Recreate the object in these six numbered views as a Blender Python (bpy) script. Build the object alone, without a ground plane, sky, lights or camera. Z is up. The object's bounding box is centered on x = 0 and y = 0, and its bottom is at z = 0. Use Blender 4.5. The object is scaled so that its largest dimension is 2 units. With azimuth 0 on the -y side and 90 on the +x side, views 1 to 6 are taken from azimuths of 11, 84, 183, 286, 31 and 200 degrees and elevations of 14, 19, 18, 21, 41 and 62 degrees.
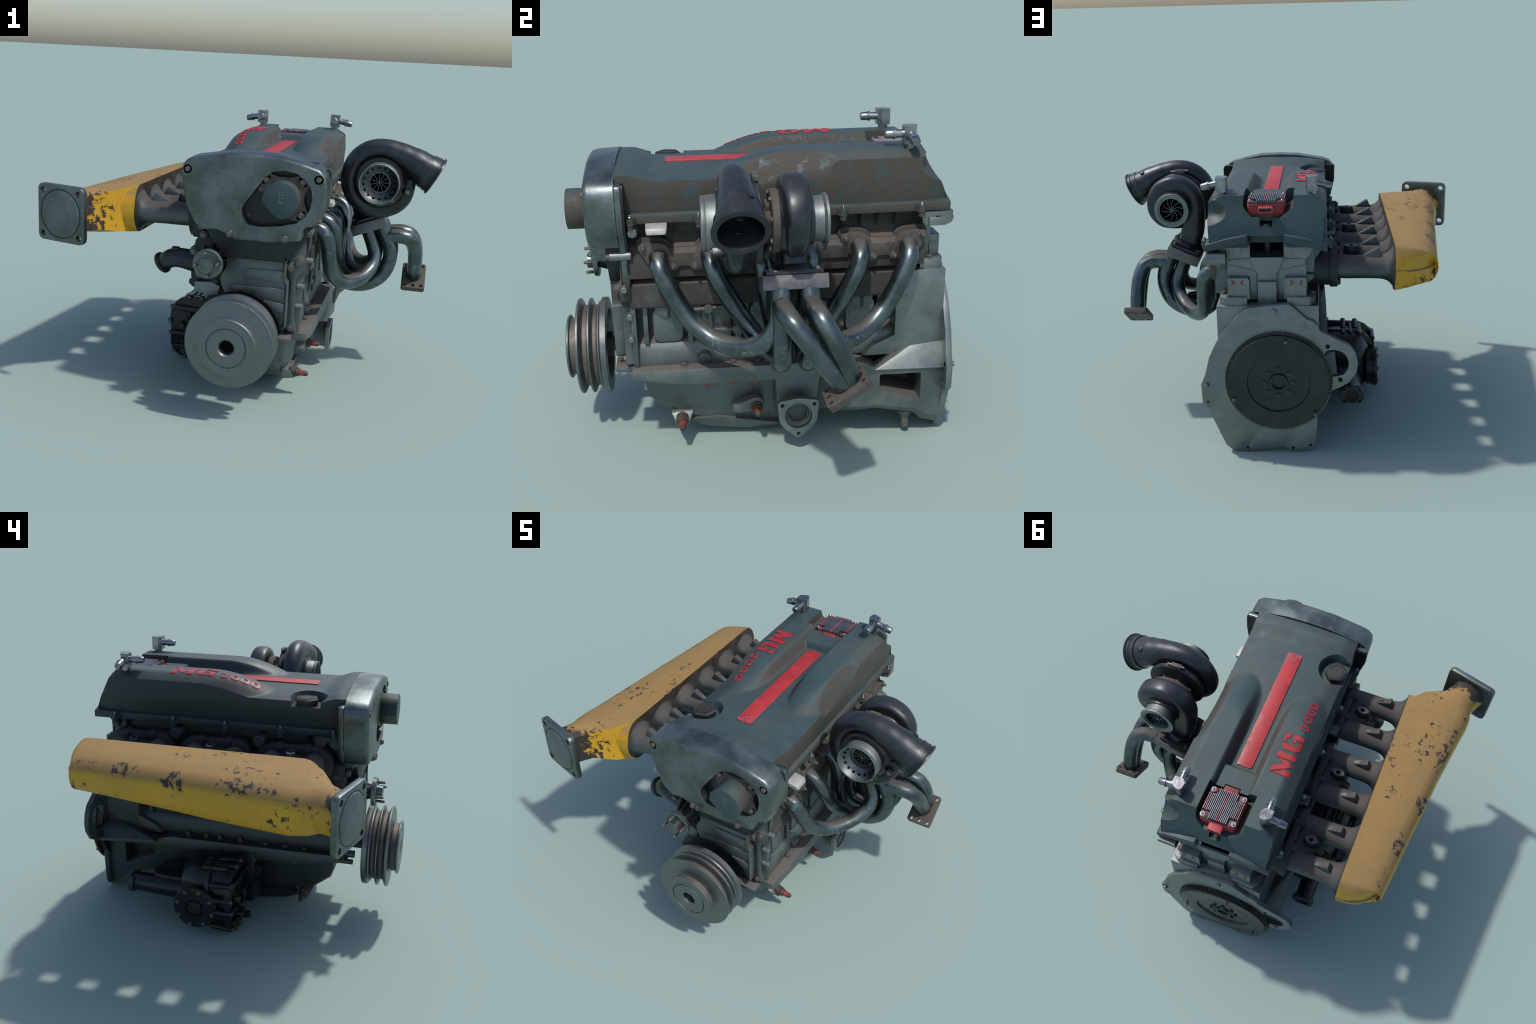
# A worn turbocharged straight-six engine, built part by part.
# Frame: metres, z up.  -y is the pulley (front) end, +y the flywheel end,
# +x the exhaust / turbo side, -x the intake side.
import bpy, bmesh, math, random
from mathutils import Vector, Matrix, Quaternion

random.seed(7)
PI = math.pi
V = Vector

for o in list(bpy.data.objects):
    bpy.data.objects.remove(o)

CX = 0.098          # middle plane of block, head and cam cover
KX, KZ = 0.045, 0.413   # crankshaft axis

# ------------------------------------------------------------------ helpers
def clamp(a, lo=0.0, hi=1.0):
    return max(lo, min(hi, a))

def smooth(a):
    a = clamp(a)
    return a * a * (3 - 2 * a)

def lerp_table(tab, x):
    if x <= tab[0][0]:
        return tab[0][1]
    for (x0, y0), (x1, y1) in zip(tab, tab[1:]):
        if x <= x1:
            return y0 + (y1 - y0) * (x - x0) / (x1 - x0)
    return tab[-1][1]

ROOT = bpy.data.objects.new("car_engine", None)
bpy.context.scene.collection.objects.link(ROOT)
ROOT["label"] = "worn turbocharged straight six car engine with yellow intake"
ROOT["category"] = "car engine"

def link(name, me, parent):
    ob = bpy.data.objects.new(name, me)
    bpy.context.scene.collection.objects.link(ob)
    ob.parent = parent if parent is not None else ROOT
    return ob

def finish(name, bm, mat, parent=None, angle=32, bevel=0.0, seg=2, bev_angle=28, recalc=True, free=False):
    bmesh.ops.remove_doubles(bm, verts=bm.verts, dist=1e-5)
    if recalc:
        bmesh.ops.recalc_face_normals(bm, faces=bm.faces)
    if bevel > 0:
        es = [e for e in bm.edges if e.is_manifold and e.calc_face_angle(0) > math.radians(bev_angle)]
        bmesh.ops.bevel(bm, geom=es, offset=bevel, segments=seg, profile=0.5, affect='EDGES', clamp_overlap=True)
    me = bpy.data.meshes.new(name)
    bm.to_mesh(me)
    bm.free()
    if mat is not None:
        me.materials.append(mat)
    me.shade_smooth()
    me.set_sharp_from_angle(angle=math.radians(angle))
    if free:
        return me
    return link(name, me, parent)

def reshade(ob, angle=32):
    ob.data.shade_smooth()
    ob.data.set_sharp_from_angle(angle=math.radians(angle))

def cut(ob, cutters, op='DIFFERENCE', angle=32):
    """Boolean each cutter into ob, apply, delete cutters."""
    for c in cutters:
        m = ob.modifiers.new("b", 'BOOLEAN')
        m.operation = op
        m.object = c
        m.solver = 'EXACT'
    dg = bpy.context.evaluated_depsgraph_get()
    dg.update()
    me = bpy.data.meshes.new_from_object(ob.evaluated_get(dg))
    old = ob.data
    ob.modifiers.clear()
    ob.data = me
    me.name = old.name
    bpy.data.meshes.remove(old)
    for c in cutters:
        d = c.data
        bpy.data.objects.remove(c)
        bpy.data.meshes.remove(d)
    reshade(ob, angle)
    return ob

def frame(axis):
    z = V(axis).normalized()
    up = V((0, 0, 1)) if abs(z.z) < 0.9 else V((0, 1, 0))
    x = up.cross(z).normalized()
    y = z.cross(x)
    return x, y, z

def bm_prism(bm, pts, axis, a0, a1):
    """Outline pts in a coordinate plane, extruded along axis from a0 to a1."""
    def w(p, a):
        return {'x': (a, p[0], p[1]), 'y': (p[0], a, p[1]), 'z': (p[0], p[1], a)}[axis]
    lo = [bm.verts.new(w(p, a0)) for p in pts]
    hi = [bm.verts.new(w(p, a1)) for p in pts]
    bm.faces.new(lo)
    bm.faces.new(list(reversed(hi)))
    n = len(pts)
    for i in range(n):
        bm.faces.new((lo[i], hi[i], hi[(i + 1) % n], lo[(i + 1) % n]))

def prism(name, pts, axis, a0, a1, mat, parent=None, bevel=0.0, **kw):
    bm = bmesh.new()
    bm_prism(bm, pts, axis, a0, a1)
    return finish(name, bm, mat, parent, bevel=bevel, **kw)

def bm_box(bm, lo, hi):
    bm_prism(bm, [(lo[0], lo[1]), (hi[0], lo[1]), (hi[0], hi[1]), (lo[0], hi[1])], 'z', lo[2], hi[2])

def box(name, lo, hi, mat, parent=None, bevel=0.0, **kw):
    bm = bmesh.new()
    bm_box(bm, lo, hi)
    return finish(name, bm, mat, parent, bevel=bevel, **kw)

def bm_hull(bm, pts):
    vs = [bm.verts.new(p) for p in pts]
    r = bmesh.ops.convex_hull(bm, input=vs)
    bad = [g for g in set(r['geom_interior']) | set(r['geom_unused']) if isinstance(g, bmesh.types.BMVert)]
    if bad:
        bmesh.ops.delete(bm, geom=bad, context='VERTS')

def hull(name, pts, mat, parent=None, bevel=0.0, **kw):
    bm = bmesh.new()
    bm_hull(bm, pts)
    bmesh.ops.dissolve_limit(bm, angle_limit=0.02, verts=bm.verts, edges=bm.edges)
    return finish(name, bm, mat, parent, bevel=bevel, **kw)

def bm_revolve(bm, prof, origin, axis, seg=32, a0=0.0):
    """prof: list of (height along axis, radius). r=0 ends close the solid."""
    x, y, z = frame(axis)
    o = V(origin)
    rings = []
    for h, r in prof:
        if r < 1e-6:
            rings.append([bm.verts.new(o + z * h)])
        else:
            rings.append([bm.verts.new(o + z * h + x * (r * math.cos(a0 + 2 * PI * i / seg)) + y * (r * math.sin(a0 + 2 * PI * i / seg))) for i in range(seg)])
    for A, B in zip(rings, rings[1:]):
        for i in range(seg):
            j = (i + 1) % seg
            if len(A) == 1 and len(B) == 1:
                continue
            if len(A) == 1:
                bm.faces.new((A[0], B[j], B[i]))
            elif len(B) == 1:
                bm.faces.new((A[i], A[j], B[0]))
            else:
                bm.faces.new((A[i], A[j], B[j], B[i]))

def revolve(name, prof, origin, axis, mat, parent=None, seg=32, bevel=0.0, **kw):
    bm = bmesh.new()
    bm_revolve(bm, prof, origin, axis, seg)
    return finish(name, bm, mat, parent, bevel=bevel, **kw)

def bm_cyl(bm, p0, p1, r, seg=20, r1=None, ch=0.0):
    p0, p1 = V(p0), V(p1)
    L = (p1 - p0).length
    r1 = r if r1 is None else r1
    if ch > 0:
        prof = [(0, 0), (0, r - ch), (ch, r), (L - ch, r1), (L, r1 - ch), (L, 0)]
    else:
        prof = [(0, 0), (0, r), (L, r1), (L, 0)]
    bm_revolve(bm, prof, p0, p1 - p0, seg)

def cyl(name, p0, p1, r, mat, parent=None, seg=20, r1=None, ch=0.0, **kw):
    bm = bmesh.new()
    bm_cyl(bm, p0, p1, r, seg, r1, ch)
    return finish(name, bm, mat, parent, **kw)

def catmull(pts, per=6):
    """Smooth curve through (x,y,z[,r]) control points."""
    P = [V(p[:3]) for p in pts]
    R = [p[3] if len(p) > 3 else None for p in pts]
    out = []
    for i in range(len(P) - 1):
        a, b, c, d = P[max(i - 1, 0)], P[i], P[i + 1], P[min(i + 2, len(P) - 1)]
        for k in range(per):
            t = k / per
            q = 0.5 * ((2 * b) + (c - a) * t + (2 * a - 5 * b + 4 * c - d) * t * t + (3 * b - a - 3 * c + d) * t ** 3)
            r = None if R[i] is None else R[i] + (R[i + 1] - R[i]) * smooth(t)
            out.append((q, r))
    out.append((P[-1], R[-1]))
    return out

def bm_tube(bm, pts, r=None, seg=18, per=6, shape=None, caps=True, straight=False):
    C = [(V(p[:3]), p[3] if len(p) > 3 else None) for p in pts] if straight else catmull(pts, per)
    n = len(C)
    up = None
    rings = []
    for i, (p, rr) in enumerate(C):
        t = (C[min(i + 1, n - 1)][0] - C[max(i - 1, 0)][0]).normalized()
        if up is None:
            up = V((0, 1, 0)) if abs(t.y) < 0.8 else V((0, 0, 1))
        x = (up - t * up.dot(t)).normalized()
        up = x
        y = t.cross(x)
        rad = r if rr is None else rr
        ring = []
        for k in range(seg):
            a = 2 * PI * k / seg
            ca, sa = math.cos(a), math.sin(a)
            if shape:
                ca, sa = shape(ca, sa)
            ring.append(bm.verts.new(p + x * (rad * ca) + y * (rad * sa)))
        rings.append(ring)
    for A, B in zip(rings, rings[1:]):
        for k in range(seg):
            bm.faces.new((A[k], A[(k + 1) % seg], B[(k + 1) % seg], B[k]))
    if caps:
        bm.faces.new(list(reversed(rings[0])))
        bm.faces.new(rings[-1])
    return rings

def tube(name, pts, r, mat, parent=None, seg=18, per=6, angle=40, **kw):
    bm = bmesh.new()
    bm_tube(bm, pts, r, seg, per, **{k: kw.pop(k) for k in ('shape', 'straight') if k in kw})
    return finish(name, bm, mat, parent, angle=angle, **kw)

def rrect(cx, cy, w, h, r, n=4):
    out = []
    for sx, sy, a0 in ((1, 1, 0), (-1, 1, 90), (-1, -1, 180), (1, -1, 270)):
        for k in range(n + 1):
            a = math.radians(a0 + 90 * k / n)
            out.append((cx + sx * (w / 2 - r) + r * math.cos(a), cy + sy * (h / 2 - r) + r * math.sin(a)))
    return out

def circle(cx, cy, r, n=24, a0=0.0):
    return [(cx + r * math.cos(a0 + 2 * PI * i / n), cy + r * math.sin(a0 + 2 * PI * i / n)) for i in range(n)]

def hull2(pts):
    pts = sorted(set((round(a, 6), round(b, 6)) for a, b in pts))
    def half(ps):
        h = []
        for p in ps:
            while len(h) > 1 and (h[-1][0] - h[-2][0]) * (p[1] - h[-2][1]) - (h[-1][1] - h[-2][1]) * (p[0] - h[-2][0]) <= 1e-12:
                h.pop()
            h.append(p)
        return h
    a, b = half(pts), half(pts[::-1])
    return a[:-1] + b[:-1]

def round_poly(pts, r, n=3):
    """Round the corners of a polygon by r."""
    out = []
    m = len(pts)
    for i in range(m):
        p, a, b = V(pts[i]), V(pts[i - 1]), V(pts[(i + 1) % m])
        da, db = (a - p), (b - p)
        d = min(r, da.length * 0.45, db.length * 0.45)
        s, e = p + da.normalized() * d, p + db.normalized() * d
        for k in range(n + 1):
            t = k / n
            out.append(tuple((1 - t) ** 2 * s + 2 * t * (1 - t) * p + t * t * e))
    return out

# ------------------------------------------------------------------ materials
def material(name, base, metal=0.0, rough=0.5, vary=0.25, vscale=7.0, dust=None, dust_amt=0.0, dust_lo=0.25, dust_hi=0.75,
             dust_scale=9.0, dust_break=0.5, wear=None, wear_amt=0.0, wear_r=0.006, grime=None, grime_amt=0.0,
             chips=None, chip_level=0.62, chip_scale=22.0, spots=None, spot_amt=0.0, spot_scale=30.0, bump=0.04, bump_scale=60.0,
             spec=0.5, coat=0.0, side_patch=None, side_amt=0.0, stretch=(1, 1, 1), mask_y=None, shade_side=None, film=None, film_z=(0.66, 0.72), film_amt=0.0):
    m = bpy.data.materials.new(name)
    m.use_nodes = True
    nt = m.node_tree
    N, L = nt.nodes, nt.links
    bsdf = N["Principled BSDF"]
    tc = N.new("ShaderNodeTexCoord")
    geo = N.new("ShaderNodeNewGeometry")

    def noise(scale, detail=5.0, rough_=0.6, vec=None, dist=0.0):
        n = N.new("ShaderNodeTexNoise")
        n.inputs["Scale"].default_value = scale
        n.inputs["Detail"].default_value = detail
        n.inputs["Roughness"].default_value = rough_
        n.inputs["Distortion"].default_value = dist
        L.new(vec if vec is not None else tc.outputs["Object"], n.inputs["Vector"])
        return n.outputs["Fac"]

    def ramp(src, lo, hi, a=0.0, b=1.0, kind='SMOOTHSTEP'):
        r = N.new("ShaderNodeMapRange")
        r.interpolation_type = kind
        L.new(src, r.inputs["Value"])
        for k, v in (("From Min", lo), ("From Max", hi), ("To Min", a), ("To Max", b)):
            r.inputs[k].default_value = v
        return r.outputs["Result"]

    def math_(op, a, b):
        n = N.new("ShaderNodeMath")
        n.operation = op
        n.use_clamp = op in ('ADD', 'SUBTRACT', 'MULTIPLY')
        for i, s in enumerate((a, b)):
            if isinstance(s, (int, float)):
                n.inputs[i].default_value = s
            else:
                L.new(s, n.inputs[i])
        return n.outputs[0]

    def mix(fac, a, b):
        n = N.new("ShaderNodeMix")
        n.data_type = 'RGBA'
        if isinstance(fac, (int, float)):
            n.inputs[0].default_value = fac
        else:
            L.new(fac, n.inputs[0])
        for i, s in ((6, a), (7, b)):
            if isinstance(s, tuple):
                n.inputs[i].default_value = (*s, 1)
            else:
                L.new(s, n.inputs[i])
        return n.outputs[2]

    def mixf(fac, a, b):
        n = N.new("ShaderNodeMix")
        n.data_type = 'FLOAT'
        L.new(fac, n.inputs[0])
        for i, s in ((2, a), (3, b)):
            if isinstance(s, (int, float)):
                n.inputs[i].default_value = s
            else:
                L.new(s, n.inputs[i])
        return n.outputs[0]

    vec = None
    if stretch != (1, 1, 1):
        mp = N.new("ShaderNodeMapping")
        mp.inputs["Scale"].default_value = stretch
        L.new(tc.outputs["Object"], mp.inputs["Vector"])
        vec = mp.outputs[0]
    dark = tuple(c * (1 - vary) for c in base)
    lite = tuple(min(1, c * (1 + vary)) for c in base)
    n1 = noise(vscale)
    col = mix(ramp(n1, 0.3, 0.7), dark, lite)
    n2 = noise(vscale * 9, 3)
    col = mix(ramp(n2, 0.35, 0.75, 0, 0.35), col, dark)
    rgh = ramp(n1, 0.3, 0.7, rough * 0.85, min(1, rough * 1.2))
    met = N.new("ShaderNodeValue")
    met.outputs[0].default_value = metal
    met = met.outputs[0]

    sep = N.new("ShaderNodeSeparateXYZ")
    L.new(geo.outputs["Normal"], sep.inputs[0])
    if spots is not None:
        s = ramp(noise(spot_scale, 6, 0.7, dist=1.2), 0.56, 0.68, 0, spot_amt)
        s = math_('MULTIPLY', s, ramp(noise(spot_scale * 0.22, 3), 0.42, 0.6))
        col = mix(s, col, spots)
    if side_patch is not None:
        # brown film on steep faces, broken up by noise
        s = ramp(sep.outputs["X"], 0.22, 0.75)
        br = ramp(noise(dust_scale * 2.2, 8, 0.72, dist=0.8), 0.36, 0.50)
        s = math_('MULTIPLY', s, br)
        s = math_('MULTIPLY', s, side_amt)
        col = mix(s, col, side_patch)
        rgh = mixf(s, rgh, 0.8)
    if shade_side is not None or film is not None:
        ps = N.new("ShaderNodeSeparateXYZ")
        L.new(tc.outputs["Object"], ps.inputs[0])
    if film is not None:
        # brown tint painting the deep shadow high on the exhaust side
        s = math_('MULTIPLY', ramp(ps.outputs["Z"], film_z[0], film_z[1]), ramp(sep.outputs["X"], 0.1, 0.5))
        s = math_('MULTIPLY', s, ramp(noise(dust_scale * 1.3, 7, 0.7, dist=0.5), 0.28, 0.52, 0.55, 1.0))
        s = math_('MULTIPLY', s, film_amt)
        col = mix(s, col, film)
        met = mixf(s, met, 0.2)
        rgh = mixf(s, rgh, 0.75)
    if chips is not None:
        a = noise(chip_scale, 8, 0.74, vec, 0.35)
        b = noise(chip_scale * 0.2, 3, 0.5, vec)
        s = math_('ADD', math_('MULTIPLY', a, 0.62), math_('MULTIPLY', b, 0.38))
        if mask_y is not None:
            pos = N.new("ShaderNodeSeparateXYZ")
            L.new(tc.outputs["Object"], pos.inputs[0])
            extra = ramp(pos.outputs["Y"], mask_y[0], mask_y[1], mask_y[2], 0.0)
            s = math_('ADD', s, extra)
            # fewer chips on the flat top than on its shoulder
            top = ramp(sep.outputs["Z"], 0.75, 0.98, 0.0, mask_y[3])
            s = math_('SUBTRACT', s, top)
            side = ramp(sep.outputs["Z"], 0.15, 0.5, mask_y[3] * 0.5, 0.0)
            s = math_('SUBTRACT', s, side)
        s = ramp(s, chip_level, chip_level + 0.012)
        chip_mask = s
    if dust is not None and dust_amt > 0:
        s = ramp(sep.outputs["Z"], dust_lo, dust_hi)
        br = ramp(noise(dust_scale, 7, 0.65, dist=0.4), 0.35, 0.65, 1.0 - dust_break, 1.0)
        s = math_('MULTIPLY', math_('MULTIPLY', s, br), dust_amt)
        col = mix(s, col, dust)
        rgh = mixf(s, rgh, 0.85)
        met = mixf(s, met, 0.0)
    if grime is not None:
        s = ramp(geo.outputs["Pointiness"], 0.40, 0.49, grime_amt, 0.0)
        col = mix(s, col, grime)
        s2 = ramp(noise(vscale * 2.2, 8, 0.7, dist=0.7), 0.55, 0.72, 0, grime_amt * 0.7)
        col = mix(s2, col, grime)
        rgh = mixf(s2, rgh, 0.8)
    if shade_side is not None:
        # occlusion shade baked into the colour of intake-side faces and ledges
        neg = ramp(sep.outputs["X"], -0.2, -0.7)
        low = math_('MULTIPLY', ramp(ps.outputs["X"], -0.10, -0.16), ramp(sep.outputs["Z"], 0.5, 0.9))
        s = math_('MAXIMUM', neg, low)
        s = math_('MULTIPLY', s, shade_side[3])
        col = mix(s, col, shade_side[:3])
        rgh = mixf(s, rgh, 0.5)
    if chips is not None:
        col = mix(chip_mask, col, chips)
        rgh = mixf(chip_mask, rgh, 0.65)
    if wear is not None and wear_amt > 0:
        bv = N.new("ShaderNodeBevel")
        bv.samples = 4
        bv.inputs["Radius"].default_value = wear_r
        d = N.new("ShaderNodeVectorMath")
        d.operation = 'DOT_PRODUCT'
        L.new(bv.outputs[0], d.inputs[0])
        L.new(geo.outputs["True Normal"], d.inputs[1])
        s = ramp(d.outputs["Value"], 0.985, 0.90, 0, wear_amt)
        s = math_('MULTIPLY', s, ramp(noise(35, 5, 0.7), 0.38, 0.55))
        col = mix(s, col, wear)
        met = mixf(s, met, 0.9)
        rgh = mixf(s, rgh, 0.4)
    L.new(col, bsdf.inputs["Base Color"])
    L.new(rgh, bsdf.inputs["Roughness"])
    L.new(met, bsdf.inputs["Metallic"])
    bsdf.inputs["Specular IOR Level"].default_value = spec
    bsdf.inputs["Coat Weight"].default_value = coat
    bsdf.inputs["Coat Roughness"].default_value = 0.25
    if bump > 0:
        bp = N.new("ShaderNodeBump")
        bp.inputs["Strength"].default_value = bump
        bp.inputs["Distance"].default_value = 0.01
        L.new(noise(bump_scale, 4), bp.inputs["Height"])
        L.new(bp.outputs[0], bsdf.inputs["Normal"])
    return m

BROWN = (0.085, 0.068, 0.052)
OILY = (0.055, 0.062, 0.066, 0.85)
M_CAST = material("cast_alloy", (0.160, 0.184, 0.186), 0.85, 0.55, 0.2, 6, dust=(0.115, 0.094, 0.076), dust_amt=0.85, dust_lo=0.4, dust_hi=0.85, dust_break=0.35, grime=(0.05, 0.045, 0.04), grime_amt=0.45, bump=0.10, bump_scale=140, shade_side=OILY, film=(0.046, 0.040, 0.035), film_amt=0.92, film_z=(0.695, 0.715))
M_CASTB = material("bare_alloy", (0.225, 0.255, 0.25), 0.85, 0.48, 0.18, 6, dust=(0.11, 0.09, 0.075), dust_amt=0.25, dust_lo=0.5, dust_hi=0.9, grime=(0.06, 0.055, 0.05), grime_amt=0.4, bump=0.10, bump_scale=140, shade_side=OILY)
M_COVER = material("brushed_alloy_cover", (0.140, 0.168, 0.168), 0.85, 0.40, 0.32, 7, grime=(0.05, 0.05, 0.047), grime_amt=0.45, wear=(0.5, 0.5, 0.5), wear_amt=0.5, bump=0.06, bump_scale=40)
M_TEAL = material("teal_paint", (0.031, 0.064, 0.070), 0.0, 0.50, 0.15, 5, shade_side=(0.018, 0.024, 0.025, 0.8), dust=(0.070, 0.070, 0.062), dust_amt=0.45, dust_lo=0.5, dust_hi=0.9, dust_scale=7, dust_break=0.9, side_patch=(0.058, 0.047, 0.037), side_amt=0.9, bump=0.05, bump_scale=90, spec=0.5)  # base and top tint lightened for sky sheen, intake side darkened for shade
M_RED = material("red_paint", (0.40, 0.028, 0.03), 0.0, 0.5, 0.15, 12, wear=(0.35, 0.36, 0.42), wear_amt=0.9, wear_r=0.004, chips=(0.2, 0.2, 0.25), chip_level=0.600, chip_scale=70, mask_y=(-0.40, -0.20, 0.045, 0.0), bump=0.02)
M_REDL = material("red_letter_paint", (0.34, 0.014, 0.02), 0.0, 0.45, 0.1, 12, bump=0.0)
M_REDBOX = material("red_housing_paint", (0.27, 0.024, 0.024), 0.1, 0.5, 0.25, 16, dust=(0.10, 0.06, 0.05), dust_amt=0.4, wear=(0.4, 0.4, 0.43), wear_amt=0.9, wear_r=0.003, grime=(0.05, 0.02, 0.02), grime_amt=0.6, bump=0.02)
M_FIN = material("fin_metal", (0.24, 0.245, 0.27), 0.9, 0.4, 0.15, 12, bump=0.0)
M_STEEL = material("bright_steel", (0.30, 0.315, 0.33), 1.0, 0.30, 0.3, 20, bump=0.02)
M_TAB = material("pale_alloy", (0.42, 0.41, 0.40), 0.3, 0.5, 0.1, 20, bump=0.03)
M_BOLT = material("dirty_bolt", (0.16, 0.15, 0.135), 0.7, 0.45, 0.25, 60, dust=BROWN, dust_amt=0.8, dust_lo=0.3, bump=0.03)
M_BOLTD = material("dark_bolt", (0.06, 0.065, 0.065), 0.6, 0.5, 0.25, 60, bump=0.03)
M_DARK = material("dark_cast", (0.035, 0.04, 0.042), 0.5, 0.5, 0.3, 9, dust=(0.05, 0.043, 0.037), dust_amt=0.5, bump=0.06)
M_BLACK = material("black_enamel", (0.018, 0.021, 0.024), 0.3, 0.27, 0.3, 9, spots=(0.06, 0.065, 0.07), spot_amt=0.4, bump=0.06, bump_scale=120)
M_VOID = material("black_void", (0.004, 0.004, 0.004), 0.0, 0.9, 0.0, 9, bump=0.0, spec=0.1)
M_PIPE = material("burnt_pipe", (0.108, 0.137, 0.143), 0.92, 0.29, 0.3, 8, dust=(0.080, 0.068, 0.057), dust_amt=0.92, dust_lo=0.55, dust_hi=0.95, dust_break=0.35, spots=(0.30, 0.40, 0.46), spot_amt=0.75, spot_scale=24, bump=0.03)
M_TURBO = material("black_turbo", (0.052, 0.058, 0.066), 0.8, 0.28, 0.25, 8, dust=(0.05, 0.05, 0.055), dust_amt=0.3, spots=(0.12, 0.13, 0.14), spot_amt=0.35, grime=(0.02, 0.02, 0.02), grime_amt=0.3, bump=0.05)
M_TFL = material("stained_flange", (0.16, 0.155, 0.165), 0.75, 0.42, 0.3, 9, dust=(0.085, 0.07, 0.06), dust_amt=0.9, bump=0.05)
M_RUSTF = material("brown_flange", (0.10, 0.09, 0.08), 0.5, 0.55, 0.3, 14, dust=(0.085, 0.068, 0.055), dust_amt=0.9, grime=(0.04, 0.035, 0.03), grime_amt=0.4, bump=0.08)
M_YEL = material("yellow_paint", (0.60, 0.325, 0.016), 0.0, 0.42, 0.08, 4, dust=(0.285, 0.178, 0.068), dust_amt=0.97, dust_lo=0.22, dust_hi=0.70, dust_break=0.08, chips=(0.035, 0.026, 0.024), chip_level=0.543, chip_scale=30, mask_y=(-0.72, -0.585, 0.14, 0.040), bump=0.02)
M_RUN = material("runner_alloy", (0.10, 0.115, 0.12), 0.7, 0.40, 0.25, 6, dust=(0.075, 0.065, 0.056), dust_amt=0.95, dust_lo=0.2, dust_hi=0.75, dust_break=0.15, bump=0.05)
M_SOCK = material("plenum_wall", (0.055, 0.048, 0.042), 0.2, 0.7, 0.35, 14, bump=0.08)
M_PULL = material("pulley_steel", (0.180, 0.200, 0.205), 0.9, 0.36, 0.08, 30, dust=(0.12, 0.10, 0.088), dust_amt=0.35, bump=0.05, bump_scale=200)
M_GROOVE = material("pulley_groove", (0.14, 0.12, 0.105), 0.5, 0.6, 0.15, 30, bump=0.03)
M_FLY = material("flywheel_iron", (0.045, 0.052, 0.053), 0.8, 0.34, 0.15, 10, spots=(0.14, 0.15, 0.15), spot_amt=0.3, bump=0.03, bump_scale=120)
M_GEAR = material("ring_gear_steel", (0.11, 0.108, 0.105), 0.85, 0.4, 0.2, 20, bump=0.02)
M_SENS = material("rusty_red_sender", (0.085, 0.055, 0.047), 0.4, 0.5, 0.5, 45, dust=BROWN, dust_amt=0.6, bump=0.05)
M_SENSRED = material("red_plastic", (0.42, 0.03, 0.03), 0.0, 0.45, 0.3, 60, bump=0.02)

# ------------------------------------------------------------------ shared bolts
def bolt_mesh(name, mat, washer=True, dome=False, h=0.8):
    """Hex bolt of unit head radius pointing along +z, seated at z=0."""
    bm = bmesh.new()
    z = 0.0
    if washer:
        bm_revolve(bm, [(-0.3, 0), (-0.3, 1.35), (0.14, 1.35), (0.2, 1.28), (0.2, 0)], (0, 0, 0), (0, 0, 1), 16)
        z = 0.18
    bm_revolve(bm, [(z - 0.4, 0), (z - 0.4, 1), (z + h * 0.8, 1), (z + h, 0.85), (z + h, 0)], (0, 0, 0), (0, 0, 1), 6)
    if dome:
        bm_revolve(bm, [(z + h - 0.1, 0), (z + h - 0.1, 0.62), (z + h + 0.5, 0.62), (z + h + 0.8, 0.4), (z + h + 0.85, 0)], (0, 0, 0), (0, 0, 1), 12)
    return finish(name, bm, mat, angle=30, free=True)

BM_STD = bolt_mesh("bolt", M_BOLT)
BM_DARK = bolt_mesh("bolt", M_BOLTD)
BM_NW = bolt_mesh("bolt", M_BOLT, washer=False, h=1.0)
BM_NWD = bolt_mesh("bolt", M_BOLTD, washer=False, h=1.0)
BM_NUT = bolt_mesh("stud_nut", M_BOLT, washer=True, dome=True)
BM_STEEL = bolt_mesh("bolt", M_STEEL, washer=True, dome=True)

def bolt(loc, axis, r, parent, me=None, spin=None):
    me = me or BM_STD
    ob = link(me.name.split('.')[0], me, parent)
    x, y, z = frame(axis)
    rot = Matrix((x, y, z)).transposed().to_4x4()
    spin = random.uniform(0, PI / 3) if spin is None else spin
    ob.matrix_world = Matrix.Translation(loc) @ rot @ Matrix.Rotation(spin, 4, 'Z') @ Matrix.Scale(r, 4)
    return ob

# ================================================================== CAM (VALVE) COVER
REAR = [(0.655, 1.42), (0.69, 1.337), (0.735, 1.252), (0.765, 1.187), (0.784, 1.130), (0.79, 1.122)]

def cover_z(x, y):
    t = abs(x - CX)
    b = 1.2935 + 0.027 * smooth((-0.44 - y) / 0.11) - 0.024 * (t / 0.295) ** 2
    yf = -0.19 + 0.085 * min(1.6, ((t - 0.185) / 0.095) ** 2)
    u = clamp((y - yf) / 0.30)
    f = math.sin(PI / 2 * u)
    across = smooth((t - 0.060) / 0.050)
    if t < 0.22:
        crest = 1.361
    else:
        crest = 1.361 - 0.036 * ((t - 0.22) / 0.075) ** 1.5
    z = b + max(0, crest - b) * f * across
    # raised pad between the stripe and the ignition box
    pad = 1.328
    if y > 0.36 and t < 0.12:
        z = max(z, b + (pad - b) * smooth((y - 0.372) / 0.02))
    # shaved scoop on the exhaust-side shoulder
    if x > CX:
        w = smooth((y + 0.115) / 0.05) * smooth((0.325 - y) / 0.05)
        q = 1 - ((y - 0.105) / 0.235) ** 2
        if q > 0:
            t0 = 0.297 - 0.062 * math.sqrt(q)
            if t > t0:
                z -= 0.85 * (t - t0) * w
    return z

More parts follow.
